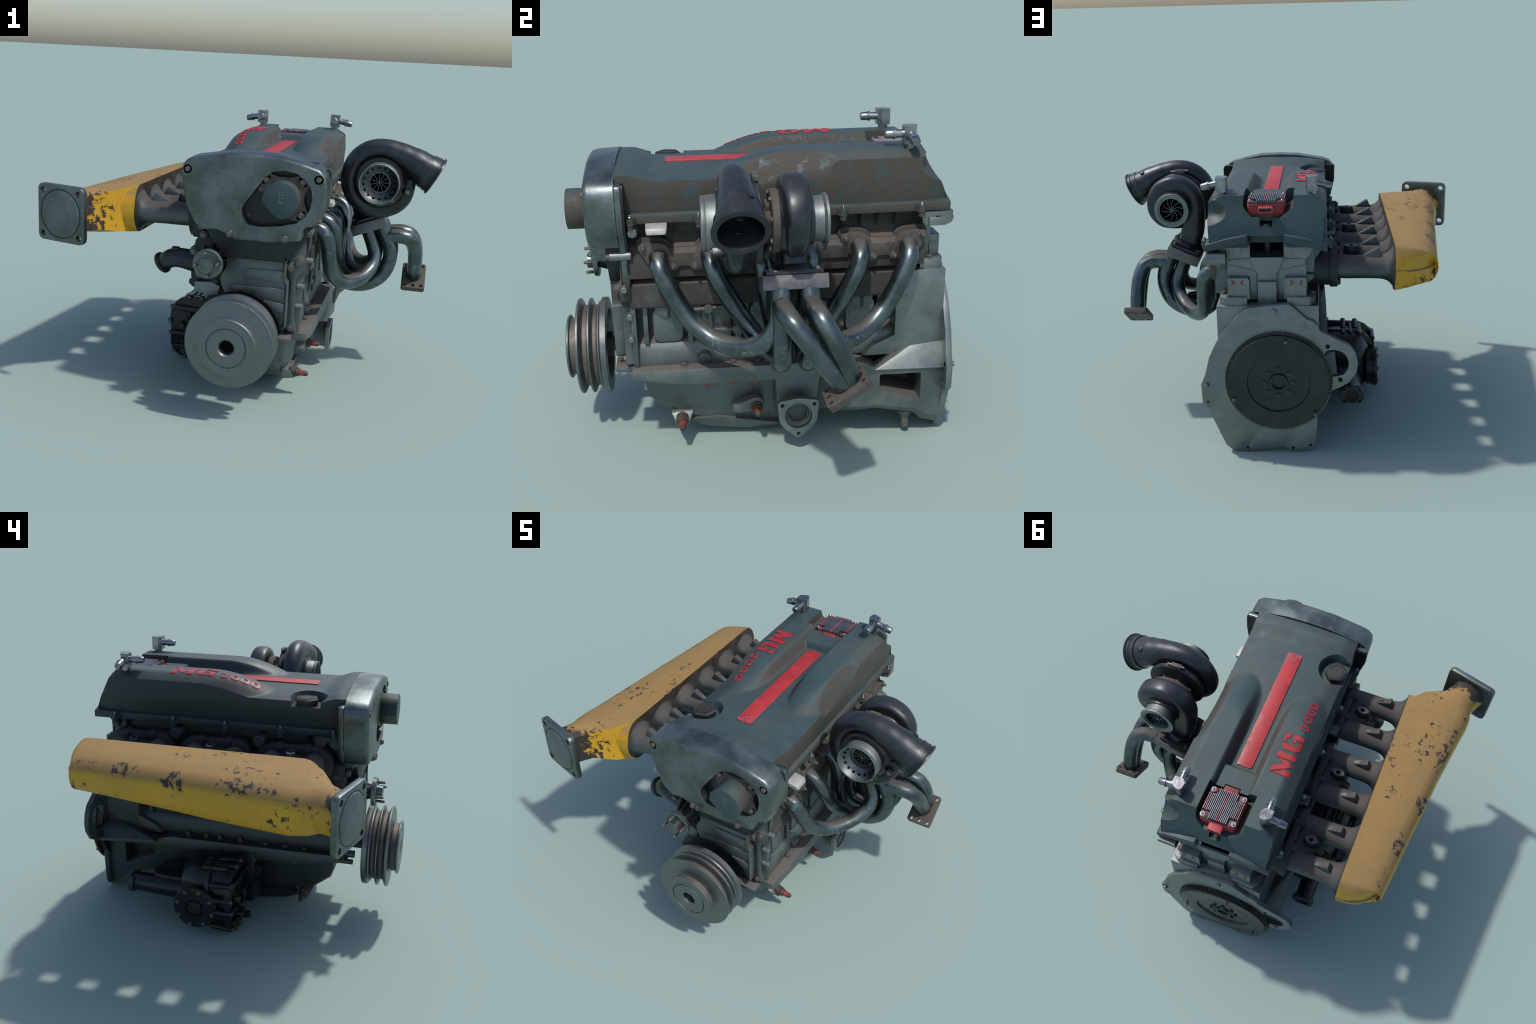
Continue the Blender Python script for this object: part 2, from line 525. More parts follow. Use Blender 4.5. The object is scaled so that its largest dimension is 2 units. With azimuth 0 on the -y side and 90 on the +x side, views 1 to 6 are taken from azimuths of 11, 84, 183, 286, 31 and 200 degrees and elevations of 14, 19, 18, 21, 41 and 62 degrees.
bm = bmesh.new()
NX, NY = 96, 150
rows = []
for j in range(NY + 1):
    v = j / NY
    y = -0.592 + (0.790 + 0.592) * v
    k = 1 - 0.012 * smooth((y - 0.66) / 0.08) - 0.05 * clamp((y - 0.70) / 0.09) ** 2
    rz = lerp_table(REAR, y)
    row = []
    side = [(1.122, 0.284), (1.16, 0.290), (1.205, 0.2955), (1.24, 0.2985)]
    ze = cover_z(CX + 0.2935, y)
    pts = [(-s, z) for z, s in side if z < ze - 0.004] 
    while len(pts) < 4:
        pts.append((-0.298, ze - 0.003))
    right = [(CX - a, z) for a, z in reversed(pts)]
    zr = cover_z(CX + 0.2935, y)
    zl = cover_z(CX - 0.2935, y)
    left = [(CX + a, min(z, zl - 0.002)) for a, z in pts]
    right = [(x, min(z, zr - 0.002)) for x, z in right]
    top = []
    for i in range(NX + 1):
        x = CX - 0.2935 + 0.587 * i / NX
        top.append((x, cover_z(x, y)))
    for x, z in left + top + right:
        row.append(bm.verts.new((CX + (x - CX) * k, y, min(z, rz))))
    rows.append(row)
for A, B in zip(rows, rows[1:]):
    for i in range(len(A) - 1):
        bm.faces.new((A[i], A[i + 1], B[i + 1], B[i]))
    bm.faces.new((A[0], B[0], B[-1], A[-1]))
bm.faces.new(rows[0])
bm.faces.new(list(reversed(rows[-1])))
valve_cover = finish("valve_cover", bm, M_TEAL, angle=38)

cutters = []
# ignition-box well, open to the rear, with the stepped notch
cutters.append(prism("c", [(-0.040, 1.6), (-0.040, 1.315), (-0.022, 1.292), (0.026, 1.256), (0.065, 1.256), (0.065, 1.217),
                           (0.128, 1.217), (0.128, 1.257), (0.164, 1.257), (0.200, 1.292), (0.212, 1.315), (0.212, 1.6)], 'y', 0.515, 0.95, None))
cutters.append(box("c", (0.055, 0.495, 1.31), (0.140, 0.53, 1.6), None))
# rear mouth under the cover
cutters.append(box("c", (0.008, 0.70, 1.0), (0.185, 0.95, 1.176), None))
# oil-cap pocket, breaking out through the intake-side edge
bm = bmesh.new()
bm_revolve(bm, [(0, 0), (0, 0.076), (0.10, 0.125), (0.10, 0)], (-0.140, -0.385, 1.242), (0, 0, 1), 28)
cutters.append(finish("c", bm, None))
bm = bmesh.new()
bm_prism(bm, [(-0.40, -0.475), (-0.14, -0.458), (-0.14, -0.312), (-0.40, -0.295)], 'z', 1.242, 1.4)
cutters.append(finish("c", bm, None))
# dished thumb-print at the rear exhaust-side corner
bm = bmesh.new()
bmesh.ops.create_uvsphere(bm, u_segments=32, v_segments=20, radius=1, matrix=Matrix.Translation((0.42, 0.802, 1.300)) @ Matrix.Diagonal((0.160, 0.140, 0.086, 1)))
cutters.append(finish("c", bm, None))
cut(valve_cover, cutters, angle=38)

# bolting flange: two V-sloped rails plus rear lips
for s in (1, -1):
    def fx(t):
        return CX + s * t
    bm = bmesh.new()
    bm_prism(bm, [(fx(0.306), 1.098), (fx(0.306), 1.134), (fx(0.298), 1.137), (fx(0.20), 1.165), (fx(0.092), 1.185), (fx(0.092), 1.146)], 'y', -0.566, 0.792)
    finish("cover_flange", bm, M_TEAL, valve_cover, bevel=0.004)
FB = [(1, -0.537), (1, -0.262), (1, 0.331), (1, 0.663), (-1, 0.663), (-1, 0.326), (-1, 0.038), (-1, -0.26), (-1, -0.535)]
bm = bmesh.new()
for s, y in FB:
    x = CX + s * 0.322
    pts = hull2(circle(x, y, 0.017, 12) + [(CX + s * 0.29, y - 0.03), (CX + s * 0.29, y + 0.03)])
    bm_prism(bm, pts, 'z', 1.100, 1.128)
    bm_cyl(bm, (x, y, 1.082), (x, y, 1.101), 0.014, 12)
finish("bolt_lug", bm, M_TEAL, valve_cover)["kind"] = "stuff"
for s, y in FB:
    bolt((CX + s * 0.322, y, 1.128), (0, 0, 1), 0.0085, valve_cover, BM_STEEL)

# red centre stripe
st = prism("cover_stripe", round_poly([(0.0575, -0.391), (0.139, -0.391), (0.139, 0.356), (0.0575, 0.356)], 0.008), 'z', 1.285, 1.2995, M_RED, valve_cover, bevel=0.0015)

# lettering: stencil strokes laid on the intake-side bulge
LETTERS = [
    [(-0.057, 0.363), (-0.108, 0.333), (-0.146, 0.334), (-0.148, 0.365)],
    [(-0.043, 0.363), (-0.043, 0.326), (-0.093, 0.301), (-0.055, 0.275), (-0.106, 0.278), (-0.144, 0.306)],
    [(-0.044, 0.272), (-0.044, 0.239), (-0.145, 0.240), (-0.146, 0.274)],
    [(-0.046, 0.180), (-0.045, 0.142), (-0.056, 0.125), (-0.073, 0.123), (-0.073, 0.151), (-0.060, 0.154), (-0.061, 0.178)],
    [(-0.043, 0.195), (-0.049, 0.187), (-0.126, 0.187), (-0.128, 0.160), (-0.144, 0.159), (-0.145, 0.206), (-0.128, 0.222), (-0.067, 0.220)],
    [(-0.092, 0.168), (-0.088, 0.123), (-0.146, 0.125), (-0.146, 0.152), (-0.111, 0.152), (-0.111, 0.170)],
    [(-0.099, 0.077), (-0.099, 0.062), (-0.107, 0.047), (-0.119, 0.052), (-0.128, 0.046), (-0.142, 0.050), (-0.147, 0.068), (-0.142, 0.084),
     (-0.130, 0.085), (-0.130, 0.073), (-0.134, 0.064), (-0.128, 0.060), (-0.121, 0.066), (-0.113, 0.060), (-0.109, 0.068), (-0.115, 0.079), (-0.109, 0.088)],
]
def offset_poly(pts, d):
    area = sum(pts[i - 1][0] * pts[i][1] - pts[i][0] * pts[i - 1][1] for i in range(len(pts)))
    sg = 1 if area > 0 else -1
    out = []
    for i in range(len(pts)):
        p, a, b = V(pts[i]), V(pts[i - 1]), V(pts[(i + 1) % len(pts)])
        e0, e1 = (p - a).normalized(), (b - p).normalized()
        n0, n1 = V((e0.y, -e0.x)) * sg, V((e1.y, -e1.x)) * sg
        m = (n0 + n1)
        k = d / max(0.45, 1 + n0.dot(n1)) 
        out.append(tuple(p + m * k))
    return out

def conform(bm):
    """Slice a flat glyph into strips and lay it on the cover's surface."""
    for axis, lo, hi, step in ((1, -0.16, 0.38, 0.009), (0, -0.16, -0.02, 0.011)):
        v = lo
        while v < hi:
            nn = [0, 0, 0]
            nn[axis] = 1
            co = [0, 0, 0]
            co[axis] = v
            bmesh.ops.bisect_plane(bm, geom=bm.verts[:] + bm.edges[:] + bm.faces[:], plane_co=co, plane_no=nn, dist=1e-6)
            v += step
    for v in bm.verts:
        v.co.z += cover_z(v.co.x, v.co.y)

def glyph_solid(bm, outer, inner, z0, z1, bev):
    if inner is None:
        bm_prism(bm, outer, 'z', z0, z1)
    else:
        rings = [outer, inner]
        lo = [[bm.verts.new((x, y, z0)) for x, y in r] for r in rings]
        hi = [[bm.verts.new((x, y, z1)) for x, y in r] for r in rings]
        n = len(outer)
        for i in range(n):
            j = (i + 1) % n
            for k in (0, 1):
                bm.faces.new((lo[k][i], lo[k][j], hi[k][j], hi[k][i]))
            for h in (lo, hi):
                bm.faces.new((h[0][i], h[0][j], h[1][j], h[1][i]))
    bmesh.ops.recalc_face_normals(bm, faces=bm.faces)

def letter(polys, mat=M_REDL, name="letter"):
    bm = bmesh.new()
    bk = bmesh.new()
    for outer, inner in polys:
        glyph_solid(bm, outer, inner, -0.004, 0.0038, 0)
        glyph_solid(bk, offset_poly(outer, 0.0028), None if inner is None else offset_poly(inner, -0.0028), -0.004, 0.0010, 0)
    es = [e for e in bm.edges if e.is_manifold and e.calc_face_angle(0) > 1.2 and all(v.co.z > 0 for v in e.verts)]
    bmesh.ops.bevel(bm, geom=es, offset=0.0018, segments=1, profile=0.5, affect='EDGES', clamp_overlap=True)
    conform(bm)
    conform(bk)
    ob = finish(name, bm, mat, valve_cover, angle=25)
    finish("letter_shadow_gap", bk, M_BOLTD, ob, angle=25)  # dark plate under each glyph draws its shaded outline
    return ob

letter([(p, None) for p in LETTERS[0:3]])
letter([(p, None) for p in LETTERS[3:6]])
letter([(LETTERS[6], None)])
for k in range(3):
    dx, dy = 0.002 * k, -0.0545 * k
    o = [(-0.098, 0.022), (-0.097, -0.003), (-0.106, -0.013), (-0.132, -0.015), (-0.142, -0.005), (-0.142, 0.021), (-0.133, 0.031), (-0.106, 0.032)]
    i = [(-0.108, 0.018), (-0.108, 0.003), (-0.111, 0.000), (-0.128, -0.001), (-0.132, 0.002), (-0.132, 0.016), (-0.129, 0.019), (-0.111, 0.020)]
    letter([([(x + dx, y + dy) for x, y in o], [(x + dx, y + dy) for x, y in i])])

# oil filler cap
bm = bmesh.new()
OC = (-0.142, -0.380, 1.243)
bm_revolve(bm, [(-0.01, 0), (-0.01, 0.056), (0.008, 0.056), (0.008, 0)], OC, (0, 0, 1), 32)
bm_revolve(bm, [(0.006, 0), (0.006, 0.058), (0.010, 0.0625), (0.030, 0.0625), (0.037, 0.053), (0.037, 0.041), (0.034, 0.039), (0.034, 0)], OC, (0, 0, 1), 6, 0.25)
bm_revolve(bm, [(0.030, 0), (0.030, 0.041), (0.039, 0.041), (0.0395, 0.037), (0.037, 0.036), (0.037, 0)], OC, (0, 0, 1), 28)
finish("oil_cap", bm, M_DARK, valve_cover)

# finned ignition box
BX0, BX1, BY0, BY1 = 0.000, 0.196, 0.527, 0.705
bm = bmesh.new()
bm_prism(bm, rrect((BX0 + BX1) / 2, (BY0 + BY1) / 2, BX1 - BX0, BY1 - BY0, 0.022, 5), 'z', 1.262, 1.322)
ign = finish("ignition_box", bm, M_REDBOX, valve_cover, bevel=0.003)
prism("box_lid", rrect((BX0 + BX1) / 2, (BY0 + BY1) / 2, BX1 - BX0 - 0.006, BY1 - BY0 - 0.006, 0.020, 5), 'z', 1.318, 1.328, M_BOLTD, ign)
bm = bmesh.new()
bmr = bmesh.new()
NF = 21
for i in range(NF):
    x = BX0 + 0.007 + (BX1 - BX0 - 0.014) * i / (NF - 1)
    edge = i < 5 or i > NF - 6
    y0, y1 = (BY0 + 0.042, BY1 - 0.042) if edge else (BY0 + 0.004, BY1 - 0.004)
    bm_box(bmr if i in (1, 10, 19) else bm, (x - 0.0026, y0, 1.322), (x + 0.0026, y1, 1.3415))
finish("fin", bm, M_FIN, ign, bevel=0.0012, seg=1)["kind"] = "stuff"
finish("red_fin", bmr, M_RED, ign, bevel=0.0012, seg=1)["kind"] = "stuff"
for x in (BX0 + 0.016, BX1 - 0.016):
    for y in (BY0 + 0.017, BY1 - 0.017):
        ox, oy = (1 if x < 0.1 else -1), (1 if y < 0.6 else -1)
        pts = [(x - ox * 0.012, y + oy * 0.021), (x - ox * 0.012, y - oy * 0.006), (x - ox * 0.006, y - oy * 0.013), (x + ox * 0.022, y - oy * 0.013), (x + ox * 0.024, y + oy * 0.004), (x + ox * 0.010, y + oy * 0.018)]
        prism("corner_lug", round_poly(pts, 0.006), 'z', 1.31, 1.334, M_REDBOX, ign, bevel=0.002)
        bm = bmesh.new()
        bm_revolve(bm, [(0, 0), (0, 0.0125), (0.003, 0.0125), (0.003, 0.009), (0.0025, 0.009), (0.0025, 0.0068), (0.007, 0.0062), (0.010, 0.003), (0.0105, 0)], (x, y, 1.3335), (0, 0, 1), 16)
        finish("screw", bm, M_STEEL, ign)
# connector hood on the rear face, slot, and front tab
bm = bmesh.new()
bm_prism(bm, rrect(0.098, 1.300, 0.078, 0.028, 0.011, 4), 'y', 0.69, 0.745)
plug = finish("plug_socket", bm, M_RED, ign, bevel=0.002)
cut(plug, [prism("c", rrect(0.098, 1.300, 0.062, 0.014, 0.006, 4), 'y', 0.715, 0.80, None)])
box("plug_insert", (0.071, 0.70, 1.297), (0.125, 0.738, 1.3035), M_BOLTD, ign)
box("box_tab", (0.060, 0.500, 1.315), (0.136, 0.535, 1.327), M_REDBOX, ign, bevel=0.002)
prism("box_apron", [(0.03, 1.262), (0.055, 1.235), (0.14, 1.235), (0.166, 1.262), (0.166, 1.27), (0.03, 1.27)], 'y', 0.55, 0.70, M_RUSTF, ign)
box("box_stem", (0.075, 0.66, 1.20), (0.122, 0.742, 1.222), M_RUSTF, ign)

# breather fittings
def fitting(x0, y0, sx):
    bm = bmesh.new()
    bm_cyl(bm, (x0, y0, 1.325), (x0, y0, 1.385), 0.0225, 20)
    # body: round at the back, flat faces towards the two spigots
    pts = [(x0 + sx * 0.030, y0 - 0.030), (x0 + sx * 0.030, y0 + 0.012)]
    for k in range(9):
        a = k / 8 * PI * 0.5
        pts.append((x0 + sx * (0.030 - 0.002 - 0.028 * math.sin(a) * 2.0) , y0 + 0.012 + 0.020 * math.sin(PI * k / 8)))
    pts.append((x0 - sx * 0.030, y0 - 0.012))
    pts.append((x0 - sx * 0.014, y0 - 0.030))
    bm_prism(bm, hull2(pts), 'z', 1.374, 1.447)
    def barb(p, d):
        d = V(d).normalized()
        bm_revolve(bm, [(-0.01, 0), (-0.01, 0.0175), (0.036, 0.0175), (0.037, 0.0225), (0.044, 0.0225), (0.046, 0.0195), (0.072, 0.0185), (0.079, 0.015), (0.079, 0)], p, d, 20)
    barb((x0, y0 - 0.028, 1.413), (0, -1, 0))
    barb((x0 + sx * 0.028, y0, 1.410), (sx, 0, -0.22))
    finish("breather_fitting", bm, M_STEEL, valve_cover, bevel=0.0)
fitting(-0.130, 0.625, -1)
fitting(0.325, 0.626, 1)

# ================================================================== TIMING (CAM DRIVE) COVER
COVER = [(-0.255, 1.215), (-0.249, 1.258), (-0.228, 1.282), (-0.193, 1.297), (-0.10, 1.313), (-0.018, 1.327), (0.10, 1.331), (0.215, 1.328), (0.327, 1.305), (0.414, 1.281),
         (0.443, 1.255), (0.456, 1.209), (0.456, 1.164), (0.450, 1.091), (0.430, 1.045), (0.397, 1.004), (0.365, 1.000), (0.352, 0.980), (0.354, 0.951), (0.342, 0.929), (0.20, 0.906),
         (0.024, 0.905), (-0.020, 0.930), (-0.073, 0.946), (-0.141, 0.944), (-0.160, 0.960), (-0.182, 0.974), (-0.229, 1.068), (-0.252, 1.174)]
bm = bmesh.new()
n = len(COVER)
cc = V((0.10, 1.13))
def ring(y, inset):
    # inset polygon along vertex normals
    out = []
    for i in range(n):
        p, a, b = V(COVER[i]), V(COVER[i - 1]), V(COVER[(i + 1) % n])
        d = (b - a).normalized()
        nn = V((d.y, -d.x))
        if (p + nn * 0.01 - cc).length < (p - cc).length:
            q = p + nn * inset
        else:
            q = p - nn * inset
        out.append(bm.verts.new((q.x, y, q.y)))
    return out
R0 = ring(-0.716, 0.020); R1 = ring(-0.7135, 0.010); R2 = ring(-0.706, 0.003); R3 = ring(-0.695, 0.0); R4 = ring(-0.592, -0.004)
for A, B in ((R0, R1), (R1, R2), (R2, R3), (R3, R4)):
    for i in range(n):
        bm.faces.new((A[i], A[(i + 1) % n], B[(i + 1) % n], B[i]))
bm.faces.new(R0)
bm.faces.new(list(reversed(R4)))
tcover = finish("timing_cover", bm, M_COVER, angle=40)
HOLE = [(0.052, 1.045), (0.055, 1.075), (0.075, 1.108), (0.160, 1.228), (0.200, 1.257), (0.251, 1.267), (0.311, 1.255), (0.359, 1.223), (0.385, 1.18), (0.391, 1.14), (0.385, 1.095), (0.365, 1.055), (0.322, 1.018), (0.245, 0.997), (0.142, 0.985), (0.090, 0.992), (0.062, 1.015)]
cs = [prism("c", HOLE, 'y', -0.80, -0.665, None)]
for x, z in ((-0.221, 1.237), (0.415, 1.233)):
    cs.append(cyl("c", (x, -0.80, z), (x, -0.706, z), 0.0225, None, seg=24))
cut(tcover, cs, angle=40)
for x, z in ((-0.221, 1.237), (0.415, 1.233)):
    cyl("bolt_recess", (x, -0.700, z), (x, -0.7075, z), 0.0222, M_VOID, tcover, seg=24)
    bolt((x, -0.707, z), (0, -1, 0), 0.0140, tcover, BM_NW)
for x, z in ((0.030, 0.937), (-0.002, 0.938), (0.268, 0.936)):
    cyl("bolt_boss", (x, -0.66, z), (x, -0.7185, z), 0.0175, M_COVER, tcover, ch=0.002)
    bolt((x, -0.7185, z), (0, -1, 0), 0.0125, tcover, BM_STD)
prism("cover_well_floor", [(x, z) for x, z in HOLE], 'y', -0.668, -0.660, M_BLACK, tcover)
# backing plate seen as a step behind the cover
BACK = [(-0.262, 1.262), (-0.255, 1.272), (0.452, 1.272), (0.462, 1.255), (0.463, 1.17), (0.455, 1.085), (0.415, 1.03), (0.385, 0.97), (0.372, 0.83), (0.345, 0.80), (-0.10, 0.80), (-0.17, 0.90), (-0.19, 0.975), (-0.235, 1.07), (-0.259, 1.17)]
prism("cover_backplate", round_poly(BACK, 0.012, 2), 'y', -0.588, -0.566, M_COVER, tcover, bevel=0.002)
prism("cover_seal", [(CX + (x - CX) * 0.985, z - 0.003) for x, z in BACK], 'y', -0.567, -0.556, M_BLACK, tcover)  # black plate behind the backing plate, where the rear view looks black
prism("cover_gasket", [(CX + (x - CX) * 0.992, z - 0.002) for x, z in BACK], 'y', -0.593, -0.586, M_DARK, tcover)
# dark skirt between cam cover and front plate
prism("cover_skirt", [(-0.144, 0.945), (-0.046, 0.803), (0.262, 0.803), (0.290, 0.822), (0.372, 0.950), (0.36, 1.0), (-0.13, 1.0)], 'y', -0.650, -0.575, M_DARK, tcover, bevel=0.003)
# little bolts beneath on each side
for p in ((0.372, -0.585, 0.957), (-0.165, -0.585, 0.945)):
    cyl("clamp_boss", (p[0], -0.545, p[2]), (p[0], -0.635, p[2]), 0.020, M_CASTB, tcover, ch=0.003)
    bolt((p[0], -0.635, p[2]), (0, -1, 0), 0.014, tcover)

# cam trigger cap
CAPX, CAPZ = 0.252, 1.135
fl = []
for a in (42, 138, -42):
    ax, az = CAPX + 0.118 * math.cos(math.radians(a)), CAPZ + 0.118 * math.sin(math.radians(a))
    fl.append((ax, az))
bm = bmesh.new()
bm_cyl(bm, (CAPX, -0.662, CAPZ), (CAPX, -0.708, CAPZ), 0.099, 40, ch=0.002)
for ax, az in fl:
    d = V((ax - CAPX, az - CAPZ)).normalized()
    s = V((-d.y, d.x))
    c = V((CAPX, CAPZ))
    pts = hull2([tuple(c + d * 0.06 + s * 0.066), tuple(c + d * 0.06 - s * 0.066), tuple(c + d * 0.128 + s * 0.034), tuple(c + d * 0.128 - s * 0.034), tuple(c + d * 0.136 + s * 0.022), tuple(c + d * 0.136 - s * 0.022)])
    bm_prism(bm, pts, 'y', -0.704, -0.662)
capf = finish("cam_cap_flange", bm, M_RUSTF, tcover, bevel=0.0)
for ax, az in fl:
    d = V((ax - CAPX, az - CAPZ)).normalized()
    s = V((-d.y, d.x))
    q = V((ax, az))
    pts = hull2([tuple(p) for k in (-1, 1) for p in [q + s * 0.018 * k + V((0.0085 * math.cos(t), 0.0085 * math.sin(t))) for t in [i * PI / 5 for i in range(10)]]])
    prism("slot", pts, 'y', -0.7050, -0.69, M_VOID, tcover)
    bolt((ax, -0.7045, az), (0, -1, 0), 0.0115, tcover)
pts = []
for k in range(49):
    a = 2 * PI * k / 48
    x, z = 0.085 * math.cos(a), 0.085 * math.sin(a)
    # flat chord across the lower left
    d = (x * -0.68 + z * -0.73)
    if d > 0.066:
        x, z = x - (d - 0.066) * -0.68, z - (d - 0.066) * -0.73
    pts.append((CAPX + x, CAPZ + z))
bm = bmesh.new()
bm_prism(bm, hull2(pts), 'y', -0.802, -0.70)
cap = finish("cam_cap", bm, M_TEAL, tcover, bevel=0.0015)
# engraved-looking raised numbers on the cap
cu = bpy.data.curves.new("cap_number", 'FONT')
cu.body = "22.8"
cu.size = 0.034
cu.extrude = 0.0012
cu.align_x, cu.align_y = 'CENTER', 'CENTER'
tmp = bpy.data.objects.new("cap_number", cu)
bpy.context.scene.collection.objects.link(tmp)
dg = bpy.context.evaluated_depsgraph_get()
me = bpy.data.meshes.new_from_object(tmp.evaluated_get(dg))
bpy.data.objects.remove(tmp)
me.materials.clear()
me.materials.append(M_STEEL)
ob = link("cap_number", me, tcover)
ob.matrix_world = Matrix.Translation((CAPX + 0.002, -0.8025, CAPZ + 0.012)) @ Matrix.Rotation(PI / 2, 4, 'X') @ Matrix.Rotation(-PI / 2, 4, 'Z') @ Matrix.Diagonal((0.9, 0.85, 1, 1))
bolt((0.085, -0.668, 1.035), (0, -1, 0), 0.013, tcover, BM_DARK)
bolt((0.137, -0.680, 1.165), (0, -1, 0), 0.011, tcover, BM_STD)

# ================================================================== CYLINDER HEAD
HSEC = [(CX - 0.246, 1.102), (CX - 0.236, 0.93), (CX - 0.205, 0.905), (CX - 0.200, 0.826), (CX + 0.200, 0.826), (CX + 0.215, 0.846), (0.372, 0.850), (0.372, 0.915), (0.358, 0.985), (0.322, 0.995), (0.312, 1.05), (0.335, 1.102), (0.26, 1.135), (-0.065, 1.135)]
head = prism("cylinder_head", HSEC, 'y', -0.566, 0.700, M_CAST, bevel=0.004)
cut(head, [box("c", (0.012, 0.60, 1.060), (0.182, 0.90, 1.30), None)])
# rear end of the head
RSEC = [(0.345, 1.100), (0.300, 1.035), (0.296, 0.846), (-0.094, 0.846), (-0.097, 1.035), (-0.142, 1.100), (0.005, 1.142), (0.190, 1.142)]
rear = prism("head_end", RSEC, 'y', 0.69, 0.742, M_CASTB, head, bevel=0.004)
cut(rear, [box("c", (0.012, 0.60, 1.060), (0.182, 0.90, 1.30), None)])
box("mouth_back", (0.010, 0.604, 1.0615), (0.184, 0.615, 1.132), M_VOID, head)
cyl("mouth_stem", (0.098, 0.66, 1.05), (0.098, 0.66, 1.20), 0.024, M_BLACK, head)
for s in (1, -1):
    x = CX + s * 0.178
    # cam-plug arcs
    bm = bmesh.new()
    bm_cyl(bm, (x, 0.73, 1.097), (x, 0.7445, 1.097), 0.050, 28, ch=0.001)
    finish("cam_plug", bm, M_CASTB, head)
    # V-shaped web and waist
    prism("head_web", [(CX + s * 0.196, 1.05), (CX + s * 0.196, 1.022), (CX + s * 0.06, 0.985), (CX + s * 0.055, 0.99), (CX + s * 0.055, 1.05)], 'y', 0.735, 0.7475, M_CASTB, head, bevel=0.003)
    prism("head_waist", [(CX + s * 0.199, 1.02), (CX + s * 0.055, 0.985), (CX + s * 0.050, 0.83), (CX + s * 0.199, 0.83)], 'y', 0.735, 0.7445, M_CASTB, head, bevel=0.003)
    panel = round_poly([(CX + s * 0.199, 0.960), (CX + s * 0.094, 0.960), (CX + s * 0.087, 0.945), (CX + s * 0.087, 0.846), (CX + s * 0.199, 0.846)], 0.006)
    prism("lug_panel", panel, 'y', 0.70, 0.785, M_CASTB, head, bevel=0.004)
    prism("panel_slot", rrect(CX + s * 0.100, 0.895, 0.024, 0.048, 0.003), 'y', 0.78, 0.7868, M_CASTB, head, bevel=0.002)
    for k, dx in enumerate((0.125, 0.172)):
        xx = CX + s * dx
        # two red chevrons point at each other
        dirn = 1 if (k == 0) == (s > 0) else -1
        a = 0.009 * dirn
        prism("chevron", [(xx - a, 0.949), (xx - a * 0.2, 0.949), (xx + a, 0.936), (xx - a * 0.2, 0.923), (xx - a, 0.923), (xx + a * 0.1, 0.936)], 'y', 0.78, 0.7885, M_REDL, head)
prism("centre_web", [(CX - 0.048, 0.935), (CX + 0.048, 0.935), (CX + 0.050, 0.81), (CX - 0.050, 0.81)], 'y', 0.72, 0.770, M_CASTB, head, bevel=0.004)
prism("centre_web_top", [(CX - 0.088, 1.060), (CX + 0.088, 1.060), (CX + 0.060, 0.99), (CX + 0.048, 0.975), (CX + 0.048, 0.932), (CX - 0.048, 0.932), (CX - 0.048, 0.975), (CX - 0.060, 0.99)], 'y', 0.72, 0.757, M_CASTB, head, bevel=0.004)
# lifting ears at the two diagonal corners
for (x, y) in ((0.385, 0.728),):
    prism("lifting_ear", [(0.33, 1.02), (0.33, 1.05), (0.412, 1.072), (0.414, 1.035)], 'y', 0.70, 0.775, M_CASTB, head, bevel=0.004)
def double_lug(x0, x1, yc, zc):
    bm = bmesh.new()
    for dy in (-0.038, 0.038):
        bm_prism(bm, circle(yc + dy, zc - 0.008, 0.030, 10), 'x', x0, x1)
    bm_prism(bm, [(yc - 0.066, zc + 0.02), (yc - 0.06, zc), (yc + 0.06, zc), (yc + 0.066, zc + 0.02)], 'x', x0, x1 - 0.001 * (1 if x1 > x0 else -1))
    return finish("stud_lug", bm, M_CASTB, head)
double_lug(0.30, 0.398, 0.742, 1.072)
double_lug(-0.10, -0.232, -0.510, 1.082)
# core plugs high on the intake side
for y in (0.308, -0.152):
    cyl("core_plug", (-0.10, y, 1.062), (-0.252, y, 1.056), 0.031, M_CASTB, head, ch=0.003)
# round stud and pale lifting tab at the front exhaust corner
cyl("core_plug", (0.30, -0.530, 1.090), (0.425, -0.533, 1.066), 0.021, M_CASTB, head, ch=0.002, seg=8)
hull("lifting_tab", [(0.33, -0.480, 1.110), (0.33, -0.388, 1.110), (0.33, -0.480, 1.085), (0.33, -0.388, 1.085), (0.462, -0.478, 1.093), (0.462, -0.392, 1.093), (0.470, -0.470, 1.070), (0.470, -0.400, 1.070), (0.46, -0.476, 1.066), (0.46, -0.394, 1.066)], M_TAB, head, bevel=0.006)
# gussets under the cover flange, exhaust side
bm = bmesh.new()
for y in (-0.46, -0.375, -0.20, -0.10, 0.0, 0.08, 0.15, 0.22, 0.29, 0.345, 0.425, 0.500, 0.575):
    bm_prism(bm, [(0.300, 1.00), (0.385, 1.100), (0.300, 1.105)], 'y', y - 0.006, y + 0.006)
for y in (-0.46, -0.40, 0.62, 0.68):
    bm_prism(bm, [(-0.120, 0.99), (-0.19, 1.100), (-0.120, 1.105)], 'y', y - 0.006, y + 0.006)
finish("gusset", bm, M_CAST, head)["kind"] = "stuff"
